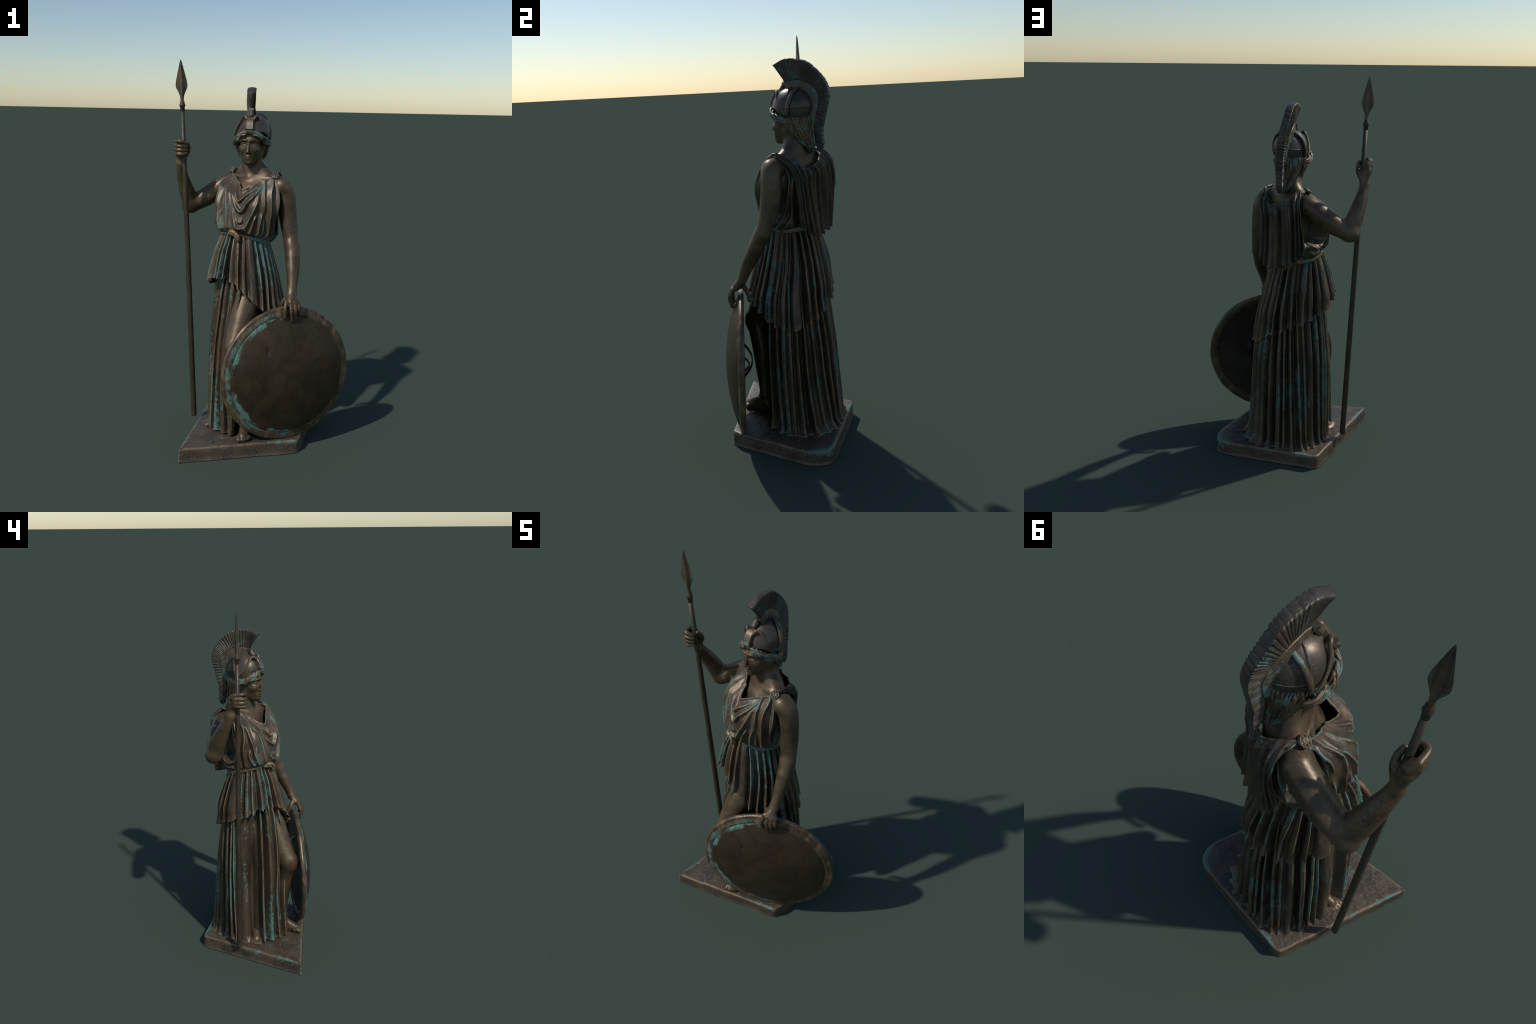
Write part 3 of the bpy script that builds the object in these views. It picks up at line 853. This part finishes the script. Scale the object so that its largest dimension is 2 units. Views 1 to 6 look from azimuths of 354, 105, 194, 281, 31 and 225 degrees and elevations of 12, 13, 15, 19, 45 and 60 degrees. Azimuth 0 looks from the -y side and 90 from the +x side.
    S.chain([(V(.1455, -.046, 1.072), .0365), (V(.1475, -.075, 1.015), .0385), (V(.146, -.108, .955), .034), (V(.141, -.138, .895), .027), (V(.136, -.160, .848), .0235)], .02)
    S.cone(V(.136, -.160, .850), V(.132, -.188, .818), .0225, .026, .016, squash=(V(.1, -.75, .65) / np.linalg.norm(V(.1, -.75, .65)), .75))
    for (kx, ky, kz), (mx, my, mz), (tx, ty, tz) in (((.104, -.204, .812), (.096, -.222, .775), (.097, -.219, .733)),
                                                      ((.126, -.208, .810), (.128, -.226, .765), (.134, -.216, .715)),
                                                      ((.146, -.206, .808), (.149, -.221, .768), (.152, -.211, .724)),
                                                      ((.163, -.198, .808), (.168, -.211, .775), (.169, -.201, .742))):
        S.cone(V(.133, -.180, .826), (kx, ky, kz), .017, .0115, .010)
        S.chain([((kx, ky, kz), .0112), ((mx, my, mz), .0098), ((tx, ty, tz), .0085)], .0035)
    S.chain([(V(.118, -.172, .830), .015), (V(.093, -.160, .800), .012), (V(.088, -.145, .765), .0105), (V(.092, -.138, .735), .009)], .008)
    # ---- right arm, raised, hand round the spear
    EL = V(-.377, .178, 1.256)
    S.chain([(RS, .049), (V(-.213, .184, 1.351), .053), (V(-.264, .188, 1.315), .053), (V(-.320, .186, 1.282), .049), (EL, .042)], .02)
    S.cone(EL + V(.004, .004, -.006), EL + V(-.012, .010, -.010), .038, .032, .02)
    S.chain([(EL, .040), (V(-.392, .157, 1.315), .0430), (V(-.408, .129, 1.378), .0375), (V(-.421, .099, 1.435), .0295), (V(-.428, .076, 1.480), .0255)], .02)
    HS = spear_at(1.55)
    S.cone(V(-.427, .077, 1.485), V(-.431, .066, 1.545), .0260, .030, .016, squash=(V(.80, .60, 0), .75))
    S.cone(V(-.431, .066, 1.54), V(-.437, .058, 1.578), .022, .018, .014)
    for kz, pz, tz_, out in ((1.592, 1.597, 1.588, 0), (1.574, 1.573, 1.570, .002), (1.556, 1.553, 1.552, .002), (1.538, 1.534, 1.536, 0)):
        S.cone(V(-.433, .066, min(kz, 1.57)), V(-.447 - out, .050, kz), .017, .0125, .008)
        S.chain([(V(-.447 - out, .050, kz), .0122), (V(-.441 - out, .012, pz), .0110), (V(-.424, .002, pz - .001), .0104), (V(-.401, .010, tz_), .0092)], .0028)
    S.chain([(V(-.415, .078, 1.510), .017), (V(-.396, .070, 1.540), .0140), (V(-.389, .056, 1.566), .0115), (V(-.393, .040, 1.588), .0100)], .008)

def build_body():
    CUT = 1.452                                        # the finely meshed head and neck take over above this height
    S = Field((-.50, -.26, .69), (.24, .28, 1.62), .0029)
    body_shape(S)
    v, f = S.mesh()
    v = relax(v, f, 2, .5)
    c = v[f].mean(1)
    near = np.hypot(c[:, 0] + .055, c[:, 1] - .085) < .125
    keep = ~(near & (c[:, 2] > CUT + .002))
    f, c = f[keep], c[keep]
    lab = np.zeros(len(f), int)                        # 0 torso
    la = (((c - V(.085, .01, 1.37)) @ V(.95, -.30, -.12)) > 0) & (c[:, 0] > .05)
    lab[la] = 1
    lab[la & (((c - V(.136, -.162, .846)) @ V(-.1, -.5, -.85)) > 0)] = 2
    ra = (((c - V(-.165, .175, 1.375)) @ V(-.93, .20, -.30)) > 0) & (c[:, 0] < -.12)
    lab[ra] = 3
    lab[ra & (c[:, 2] > 1.487)] = 4
    split_body(v, f, lab, ["torso", "arm", "hand", "arm", "hand"], MAT_SKIN)
    S = Field((-.19, -.06, CUT - .02), (.08, .21, 1.735), .0016)
    body_shape(S)
    v, f = S.mesh()
    v = relax(v, f, 1, .45)
    c = v[f].mean(1)
    keep = (np.hypot(c[:, 0] + .055, c[:, 1] - .085) < .125) & (c[:, 2] > CUT - .002)
    f, c = f[keep], c[keep]
    lab = np.zeros(len(f), int)                        # 0 neck
    lab[c[:, 2] > 1.478 + .35 * np.clip(.05 - ((c - HC) @ HF), -.02, .14)] = 1
    split_body(v, f, lab, ["neck", "head"], MAT_SKIN)
build_body()

def build_legs():
    S = Field((-.36, -.32, .06), (.06, .10, .96), .003)
    # bare left leg stepping forward
    S.chain([(V(-.05, .02, .93), .085), (V(-.083, -.056, .80), .079), (V(-.118, -.120, .68), .068), (V(-.150, -.175, .575), .056)], .03)
    S.ell(V(-.156, -.196, .548), BM, (.045, .046, .055), .02)
    S.chain([(V(-.148, -.180, .54), .050), (V(-.128, -.155, .43), .050), (V(-.108, -.145, .33), .042), (V(-.092, -.138, .22), .031), (V(-.086, -.136, .165), .028)], .02)
    S.cone(V(-.082, -.120, .105), V(-.086, -.138, .15), .028, .028, .015)
    S.cone(V(-.088, -.150, .125), V(-.108, -.225, .098), .030, .022, .015)
    S.cone(V(-.086, -.125, .090), V(-.112, -.235, .085), .024, .022, .012)
    toe_d = V(-.105, -.994, 0) ; toe_s = V(.994, -.105, 0)
    for k, (off, ln, r) in enumerate(((-.021, .034, .0125), (-.003, .032, .0100), (.011, .027, .0092), (.023, .020, .0085), (.033, .012, .0080))):
        p = V(-.108, -.222, .092) + toe_s * off
        S.chain([(p, r * 1.05), (p + toe_d * ln * .6 + V(0, 0, .003), r), (p + toe_d * ln + V(0, 0, -.004), r * .95)], .004)
    # right foot showing under the skirt
    d, s = V(-.976, -.217, 0), V(.217, -.976, 0)
    A = V(-.195, .0, .118)
    S.cone(A, A + d * .062 + V(0, 0, -.026), .030, .022, .012)
    S.cone(A + V(0, 0, -.03), A + d * .07 + V(0, 0, -.038), .028, .022, .012)
    for off, ln, r in ((.022, .104, .0125), (.006, .104, .0100), (-.008, .099, .0095), (-.020, .092, .009), (-.030, .083, .0085)):
        p = A + s * off + V(0, 0, -.038)
        S.chain([(p + d * .055, r * 1.1), (p + d * ln * .85 + V(0, 0, .003), r), (p + d * ln + V(0, 0, -.003), r * .95)], .004)
    v, f = S.mesh()
    v = relax(v, f, 2, .5)
    c = v[f].mean(1)
    lab = np.zeros(len(f), int)
    lab[c[:, 2] < .165] = 1
    lab[(c[:, 2] < .3) & (c[:, 0] < -.165)] = 2
    split_body(v, f, lab, ["leg", "foot", "foot"], MAT_LEG)
build_legs()

# ------------------------------------------------------------------ brooches
def build_brooch(c, n):
    n = n / np.linalg.norm(n)
    a = np.cross(n, V(0, 0, 1)); a /= np.linalg.norm(a)
    b = np.cross(n, a)
    M = np.stack([a, b, n], 1)
    r = .0215
    bag = Bag()
    prof = [(1e-4, -.006), (r * .92, -.006), (r, -.002), (r, .003), (r * .93, .0065), (r * .82, .0062), (r * .74, .0035), (r * .55, .0040), (r * .48, .0075), (r * .30, .0085), (r * .22, .0055), (1e-4, .0065)]
    bag.add(*lathe(prof, 40, M, c))
    for k in range(7):
        t = k / 7 * 2 * math.pi
        p = c + M @ V(math.cos(t) * r * .64, math.sin(t) * r * .64, .004)
        bag.add(*tube([p, p + n * .0015], .0038, 8))
    bag.make("brooch", MAT_FIBULA)
build_brooch(V(.056, -.010, 1.428), V(.15, -.62, .75))
build_brooch(V(-.154, .143, 1.446), V(-.50, -.30, .82))

# ------------------------------------------------------------------ helmet, crest and hair
HELM = bpy.data.objects.new("helmet", None)
link(HELM, ROOT)

BC, BR = (-.014, 1.645), (.102, .085, .098)
def bowl_point(f_dir, l_dir, z_dir, lift=0.0):
    d = V(f_dir / 1, l_dir, z_dir)
    k = 1 / math.sqrt((d[0] / BR[0]) ** 2 + (d[1] / BR[1]) ** 2 + (d[2] / BR[2]) ** 2)
    p = d * k
    n = V(p[0] / BR[0] ** 2, p[1] / BR[1] ** 2, p[2] / BR[2] ** 2); n /= np.linalg.norm(n)
    p = p + n * lift
    return H(BC[0] + p[0], p[1] + .007, BC[1] + p[2])

def build_helmet():
    nu, nv = 180, 70
    th = np.linspace(0, 2 * np.pi, nu, endpoint=False)
    P = np.zeros((nu, nv, 3))
    for i, a in enumerate(th):
        f, l = math.cos(a), math.sin(a)
        low = -.42 + .48 * smooth01((f - .1) / .8)           # rim is higher over the brow
        for j, t in enumerate(np.linspace(0, 1, nv)):
            el = math.asin(low) * (1 - t) + (math.pi / 2) * t
            ce, se = math.cos(el), math.sin(el)
            # back half below the ledge line sits deeper; behind the rib the bowl is sunk
            lift = -.004 * smooth01((-.02 - f) / .12) - .004 * smooth01((-.02 - f) / .1) * smooth01((.05 - se) / .03)
            P[i, j] = bowl_point(f * ce + (1e-5 if ce < 1e-6 else 0), l * ce, se, lift)
    v, f = shell(P, True, .004)
    make("helmet_bowl", v, f, MAT_HELM, HELM)
    # ribs from crown to ear, one each side: raised flange
    for s in (-1, 1):
        pts = []
        for t in np.linspace(0, 1, 28):
            a = math.radians(86 - 104 * t)                   # elevation round the side
            f = -.42 + .36 * t
            pts.append(bowl_point(f * (1 - .25 * t), s * math.cos(a), math.sin(a) * 1.0, .003))
        P = np.array(pts)
        R = np.interp(np.linspace(0, 1, 28), [0, .15, .6, 1], [.004, .0085, .0105, .0095])
        v, f = tube(P, R, 14, flat=.75)
        make("helmet_rib", v, f, MAT_HELM, HELM)
        # brow lip curling up beside the frontal plate
        lip = [H(.073, .019 * s, 1.7135), H(.062, .027 * s, 1.726), H(.052, .040 * s, 1.722), H(.046, .056 * s, 1.700), H(.030, .073 * s, 1.668), H(.006, .086 * s, 1.638), H(-.008, .088 * s, 1.622)]
        C = catmull(lip, 8)
        v, f = tube(C, np.interp(np.linspace(0, 1, len(C)), [0, .12, .5, 1], [.006, .0085, .0065, .0045]), 12)
        make("helmet_lip", v, f, MAT_HELM, HELM)
    # frontal plate
    b = Bag()
    rows = [(.060, 1.722), (.074, 1.715), (.086, 1.700), (.095, 1.682), (.101, 1.663)]
    prof = []
    for f0, z0 in rows:
        for (l, o) in ((-.0185, -.014), (-.0185, .002), (-.0165, .004), (.0165, .004), (.0185, .002), (.0185, -.014)):
            prof.append(H(f0 + o, l, z0 + o * .5))
    m = 6
    b.add(prof, [tuple(q) for q in grid_faces(len(rows), m)] + [tuple(range(m)), tuple(reversed(range((len(rows) - 1) * m, len(rows) * m)))])
    ob = b.make("helmet_plate", MAT_HELM, HELM)
    sharpen(ob, 35)
    # ledge line round the back
    pts = []
    for a in np.linspace(100, 260, 50):
        pts.append(bowl_point(math.cos(math.radians(a)), math.sin(math.radians(a)), .05, -.0045))
    make("helmet_ledge", *tube(np.array(pts), .0022, 8), MAT_HELM, HELM)
build_helmet()

def build_crest():
    outer = catmull([(.077, 1.845), (.021, 1.869), (-.036, 1.866), (-.078, 1.853), (-.112, 1.825), (-.138, 1.798), (-.159, 1.771), (-.174, 1.742), (-.182, 1.708), (-.179, 1.670), (-.170, 1.626), (-.162, 1.582), (-.155, 1.546), (-.156, 1.512), (-.157, 1.478), (-.151, 1.453), (-.140, 1.441)], 30)
    inner = catmull([(.026, 1.762), (.000, 1.768), (-.030, 1.769), (-.052, 1.766), (-.073, 1.759), (-.092, 1.748), (-.108, 1.734), (-.121, 1.717), (-.130, 1.694), (-.132, 1.665), (-.127, 1.632), (-.119, 1.595), (-.114, 1.563), (-.114, 1.530), (-.118, 1.497), (-.123, 1.470), (-.128, 1.450)], 30)
    n = len(outer)
    T = np.linspace(0, 1, n)
    lean = catmull(np.array([(.010,), (.002,), (-.014,), (-.024,), (-.032,), (-.037,), (-.038,), (-.037,), (-.034,), (-.026,), (-.015,), (-.007,), (-.003,), (-.003,), (-.004,), (-.003,), (-.001,)]), 30)[:, 0] * .80
    # irregular locks: cumulative phase with varying pitch
    pitch = 46 + 9 * np.sin(T * 17) + 5 * np.sin(T * 41 + 1)
    phase = np.cumsum(pitch) / n
    lock = np.abs(np.sin(np.pi * phase))
    seg = np.abs(np.sin(np.pi * phase * .5))
    calm = smooth01((T - .03) / .06)
    prof = []
    ns = 12
    for k in range(ns): prof.append((-1, k / (ns - 1)))
    for x in np.linspace(-.8, .8, 7): prof.append((x, 1))
    for k in range(ns): prof.append((1, 1 - k / (ns - 1)))
    for x in np.linspace(.6, -.6, 3): prof.append((x, 0))
    P = np.zeros((len(prof), n, 3))
    for j, (sx, r) in enumerate(prof):
        wo, wi = .0195, .0095
        half = wi + (wo - wi) * r ** 1.2
        half = half * np.interp(T, [0, .1, .75, .9, 1], [1, 1, .95, .8, .5])
        rib = (.0040 * (lock - .5) + .0012 * (np.abs(np.sin(np.pi * phase * 2.3 + 2.2 * r)) - .5)) * calm * min(1, 3 * r + .2) * (abs(sx) > .9)
        rad = r + (-.03 * (1 - seg ** .5) * calm * (r > .99)) + .035 * (1 - sx * sx) * (r > .99)
        p = inner + (outer - inner) * rad[:, None] if not np.isscalar(rad) else inner + (outer - inner) * rad
        bow = np.exp(-(T / .05) ** 2) * math.sin(math.pi * r) * -.014
        f = p[:, 0] + bow
        l = lean + sx * half + np.sign(sx) * rib
        P[j] = np.array([H(f[i], l[i], p[i, 1]) for i in range(n)])
    m = len(prof)
    faces = [tuple(q)[::-1] for q in grid_faces(m, n, True)]
    faces.append(tuple(j * n for j in range(m))); faces.append(tuple(j * n + n - 1 for j in range(m))[::-1])
    make("crest", P.reshape(-1, 3), faces, MAT_CREST, HELM)
    # holder band under the crest
    k0, k1 = 0, int(n * .72)
    P = []
    for i in range(k0, k1, 4):
        o = inner[i]
        d = (outer[i] - inner[i]); d = d / np.linalg.norm(d)
        row = []
        for s, r in ((-1.35, -.045), (-1.15, .001), (-.9, .0035), (.9, .0035), (1.15, .001), (1.35, -.045)):
            q = o + d * r
            row.append(H(q[0] + (.004 if i == 0 else 0), lean[i] * (.95 if r > 0 else .6) + s * .0115, q[1]))
        P.append(row)
    P = np.array(P)
    m = 6
    ff = [tuple(q)[::-1] for q in grid_faces(len(P), m)] + [tuple(range(m))[::-1], tuple(range((len(P) - 1) * m, len(P) * m))]
    ob = make("crest_holder", P.reshape(-1, 3), ff, MAT_CREST, HELM)
    sharpen(ob, 40)
    # small block closing the holder in front
    b = Bag()
    c = [(.040, .0125, 1.757), (.040, -.0125, 1.757), (.018, -.0125, 1.757), (.018, .0125, 1.757), (.036, .012, 1.768), (.036, -.012, 1.768), (.018, -.012, 1.768), (.018, .012, 1.768),]
    b.add([H(*x) for x in c], [(0, 1, 2, 3)[::-1], (4, 5, 6, 7), (0, 1, 5, 4), (1, 2, 6, 5), (2, 3, 7, 6), (3, 0, 4, 7)])
    b.add(*tube([H(.045, 0, 1.733), H(.030, 0, 1.757)], [.013, .010], 10))
    b.make("crest_mount", MAT_CREST, HELM, smooth=False)
build_crest()

def build_hair():
    bag = Bag()
    r = np.random.default_rng(5)
    for s in (-1, 1):
        spine = catmull([H(.090, .004 * s, 1.653), H(.088, .026 * s, 1.643), H(.078, .050 * s, 1.627), H(.056, .070 * s, 1.609), H(.028, .081 * s, 1.596), H(.000, .084 * s, 1.588)], 10)
        T, N, B = frames(spine)
        m = len(spine)
        t = np.linspace(0, 1, m)
        core = np.interp(t, [0, .12, .6, 1], [.005, .0085, .0120, .0120])
        bag.add(*tube(spine - HF * .004, core, 12))
        for k in range(9):
            ph0 = k / 9 * 2 * math.pi + r.uniform(-.25, .25)
            tw = (1.1 + .5 * r.uniform()) * s
            rad = core * (.85 + .30 * r.uniform())
            ang = ph0 + tw * t * 2.0 + .45 * np.sin(t * 15 + 1.7 * k)
            P = spine - HF * .004 + N * (rad * np.cos(ang))[:, None] + B * (rad * np.sin(ang))[:, None]
            P = P + HU * (.0030 * np.sin(t * 21 + 1.3 * k))[:, None]
            R = np.interp(t, [0, .1, .5, 1], [.0022, .0048, .0060, .0045]) * (.75 + .5 * r.uniform()) * (1 + .18 * np.sin(t * 19 + 2 * k))
            bag.add(*tube(P, R, 8))
        # locks sweeping back over the ear
        for k in range(9):
            a = r.uniform(-.012, .012); bz = r.uniform(-.014, .012)
            P = catmull([H(.020 + a, .086 * s, 1.600 + bz), H(-.004 + a, .095 * s, 1.592 + bz * .8), H(-.030 + a, .088 * s, 1.588 + bz * .6), H(-.045, .080 * s, 1.580 + bz * .5)], 6)
            bag.add(*tube(P, np.interp(np.linspace(0, 1, len(P)), [0, .4, 1], [.004, .0062, .003]), 8))
        for k in range(3):
            P = catmull([H(-.002 - .012 * k, .082 * s, 1.588), H(-.010 - .012 * k, .080 * s, 1.560), H(-.016 - .01 * k, .070 * s, 1.530 - .008 * k)], 6)
            bag.add(*tube(P, np.interp(np.linspace(0, 1, len(P)), [0, .5, 1], [.006, .006, .002]), 8))
    # small tuft at the parting
    for k in range(5):
        l = -.012 + .006 * k
        bag.add(*tube(catmull([H(.088, l * .4, 1.664), H(.097, l, 1.655), H(.095, l * 1.3, 1.640)], 5), [.004] * 10 + [.0025], 8))
    bag.make("hair", MAT_HAIR, kind="stuff")
    # long hair falling on the nape: a core and wavy strands over it
    def nape(a_deg, t, lift=0.0):
        a = math.radians(a_deg)
        cf = -.012 - .066 * t ** 1.3
        hw = .076 - .036 * t + .003 * math.sin(t * 6)
        hf = .088 - .058 * t
        sc = (1 - .25 * smooth01((t - .9) / .1)) * (1 - .16 * (1 - smooth01(t / .07)))
        z = 1.616 - .184 * t + .055 * t * (abs(a_deg) / 118) ** 1.5
        return H(cf - (hf * sc + lift) * math.cos(a), (hw * sc + lift) * math.sin(a) + .003, z)
    nu, nv = 90, 40
    P = np.array([[nape(a, t, -.003) for t in np.linspace(0, 1, nv)] for a in np.linspace(-118, 118, nu)])
    v, f = shell(P, False, .012)
    bag = Bag()
    bag.add(v, f)
    for k in range(46):
        a0 = -116 + 232 * (k + .5) / 46 + r.uniform(-2.5, 2.5)
        t1 = r.uniform(.86, 1.0); t0 = r.uniform(0, .05)
        if k % 3 == 2:
            t1 = r.uniform(.55, .8)
        T_ = np.linspace(t0, t1, 22)
        ph = r.uniform(0, 6.28)
        P = np.array([nape(a0 * (1 - .10 * t) + 3.2 * math.sin(t * 9 + ph), t, .001 + .0025 * math.sin(7 * t + ph * 2)) for t in T_])
        R = np.interp(np.linspace(0, 1, 22), [0, .15, .7, 1], [.0035, .0060, .0062, .0022]) * r.uniform(.75, 1.3)
        bag.add(*tube(P, R, 8))
    bag.make("nape_hair", MAT_HAIR, kind="stuff")
build_hair()

# ------------------------------------------------------------------ spear
SPEAR = bpy.data.objects.new("spear", None)
link(SPEAR, ROOT)
def build_spear():
    ax = (SP1 - SP0) / np.linalg.norm(SP1 - SP0)
    def A(z): return spear_at(z)
    zs = np.array([.088, .5, 1.0, 1.45, 1.75])
    make("spear_shaft", *tube([A(z) for z in (.0895, .095, .5, 1.0, 1.45, 1.762)], [.0150, .0153, .0148, .0138, .0125, .0105], 28, caps=False), MAT_SPEAR, SPEAR)
    prof = [(.0105, -.03), (.0118, -.028), (.0118, -.008), (.0140, -.006), (.0155, .000), (.0140, .006), (.0122, .009), (.0122, .018), (.0100, .020)]
    a = np.cross(ax, V(0, 1, 0)); a /= np.linalg.norm(a); b = np.cross(ax, a)
    M = np.stack([a, b, ax], 1)
    make("spear_collar", *lathe(prof, 32, M, A(1.775)), MAT_SPEAR, SPEAR)
    # leaf-shaped blade with a midrib; flat faces look towards -y
    wide = V(1, 0, 0) - ax * ax[0]; wide /= np.linalg.norm(wide)
    wide = wide * math.cos(.10) + np.cross(ax, wide) * math.sin(.10)
    thk = np.cross(ax, wide)
    L = [(1.780, .0105, .0105), (1.800, .0085, .0085), (1.822, .0105, .0095), (1.842, .0190, .0110), (1.862, .0285, .0110), (1.874, .0300, .0105), (1.895, .0275, .0095), (1.925, .0205, .0080), (1.955, .0130, .0060), (1.982, .0065, .0040), (1.997, .0020, .0018), (1.999, .0005, .0005)]
    n = 16
    rows = []
    for z, w, t in L:
        c = A(z)
        flat = smooth01((z - 1.80) / .05)
        row = []
        for k in range(n):
            th = 2 * math.pi * k / n
            cx, sy = math.cos(th), math.sin(th)
            x = math.copysign(abs(cx), cx); y = sy
            # round socket turns into a diamond with raised midrib
            d = abs(cx) + abs(sy)
            xr, yr = cx, sy
            xd, yd = cx / d, sy / d * (.45 + .55 * abs(sy) ** 3)
            row.append(c + wide * w * (xr * (1 - flat) + xd * flat) + thk * t * (yr * (1 - flat) + yd * flat))
        rows.append(row)
    P = np.array(rows).transpose(1, 0, 2)
    m = len(L)
    f = [tuple(q) for q in grid_faces(n, m, True)] + [tuple(i * m for i in range(n))[::-1], tuple(i * m + m - 1 for i in range(n))]
    ob = make("spear_head", P.reshape(-1, 3), f, MAT_SPEARHEAD, SPEAR)
    sharpen(ob, 30)
MAT_SPEARHEAD = bronze("bronze_spearhead", dark=(.045, .036, .026), light=(.095, .072, .048), patina=.7, worn=.3, pat_scale=20, rough=.45, bump=.3, zone=zone_sphere((-.42, .03, 1.86), .03, .09))
build_spear()

# ------------------------------------------------------------------ shield
SHIELD = bpy.data.objects.new("shield", None)
link(SHIELD, ROOT)
def build_shield():
    n = V(.286, -.957, .034); n /= np.linalg.norm(n)
    C = V(.113, -.189, .426) - .010 * n
    a = np.cross(V(0, 0, 1), n); a /= np.linalg.norm(a)          # towards the viewer's right
    b = np.cross(n, a)
    M = np.stack([a, b, n], 1)
    R = .357
    mat_face = bronze("bronze_shield", dark=(.050, .036, .020), light=(.090, .064, .036), patina=1.5, rough=.50, metal=.65, pat_scale=9, bump=.12, speck=.35,
                      pat_col=(.105, .26, .225), zone=zone_shield(tuple(C), tuple(a), tuple(b), R - .075), seed=5.0)
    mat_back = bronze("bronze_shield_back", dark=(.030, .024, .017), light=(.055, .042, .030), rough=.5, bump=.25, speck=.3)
    mat_rim = bronze("bronze_rim", dark=(.050, .038, .025), light=(.12, .088, .055), patina=1.3, worn=.6, worn_col=(.36, .23, .11), rough=.40, pat_scale=12, bump=.3, edge=False, seed=5.0,
                     zone=zone_shield(tuple(C), tuple(a), tuple(b), R - .075))
    # dome
    rs = np.linspace(1, 0, 40)
    r_in = R - .044
    dome = [(max((r_in - .012) * x, 1e-4), .038 + .052 * (1 - x ** 2.1)) for x in rs]
    prof = [(r_in + .004, .012), (r_in + .001, .030), (r_in - .001, .0335), (r_in - .006, .0365)] + dome
    v, f = lathe(prof, 180, M, C)
    # shallow dent with a raised lip left of the middle
    loc = (v - C) @ M
    dd = np.hypot((loc[:, 0] + .125) / .008, (loc[:, 1] - .140 + .6 * (loc[:, 0] + .125)) / .020)
    v = v - n * (.008 * np.exp(-dd ** 2))[:, None]
    make("shield_face", v, f, mat_face, SHIELD)
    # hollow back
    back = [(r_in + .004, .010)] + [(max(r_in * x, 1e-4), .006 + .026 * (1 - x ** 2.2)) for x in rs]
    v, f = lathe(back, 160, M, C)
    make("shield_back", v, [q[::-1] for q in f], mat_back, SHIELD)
    # broad rim with a bead on its edge
    rim = [(R - .049, .012), (R - .050, .004), (R - .046, -.001), (R - .012, -.003), (R - .003, .000), (R, .006), (R, .013), (R - .003, .018), (R - .006, .0215), (R - .011, .0225), (R - .015, .0225), (R - .028, .0275), (R - .043, .0325), (R - .047, .030), (R - .049, .012)]
    v, f = lathe(rim, 260, M, C)
    loc = (v - C) @ M
    ang = np.arctan2(loc[:, 1], loc[:, 0])
    v = v + n * (.0008 * wobble(ang * 9, loc[:, 2] * 60, 0, 1, 71))[:, None] + (M @ np.stack([np.cos(ang), np.sin(ang), 0 * ang])).T * (.0009 * wobble(ang * 11, 0, 0, 1, 72))[:, None]
    make("shield_rim", v, f, mat_rim, SHIELD)
    # arm strap and grip on the back
    def W(x, y, z): return C + M @ V(x, y, z)
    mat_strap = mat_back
    def strap(name, x, y0, y1, depth, w):
        t = np.linspace(0, 1, 30)
        P = np.array([W(x, y0 + (y1 - y0) * s, .026 - depth * math.sin(math.pi * s) ** .8) for s in t])
        rows = []
        T = np.gradient(P, axis=0); T /= np.linalg.norm(T, axis=1)[:, None]
        for p, tg in zip(P, T):
            o = np.cross(tg, a); o /= np.linalg.norm(o)
            rows.append([p + a * w + o * .003, p - a * w + o * .003, p - a * w - o * .003, p + a * w - o * .003])
        Q = np.array(rows).transpose(1, 0, 2)
        m = len(t)
        f = [tuple(q) for q in grid_faces(4, m, True)] + [tuple(i * m for i in range(4))[::-1], tuple(i * m + m - 1 for i in range(4))]
        ob = make(name, Q.reshape(-1, 3), f, mat_strap, SHIELD)
        sharpen(ob, 40)
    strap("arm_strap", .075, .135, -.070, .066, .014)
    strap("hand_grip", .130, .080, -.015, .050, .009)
build_shield()
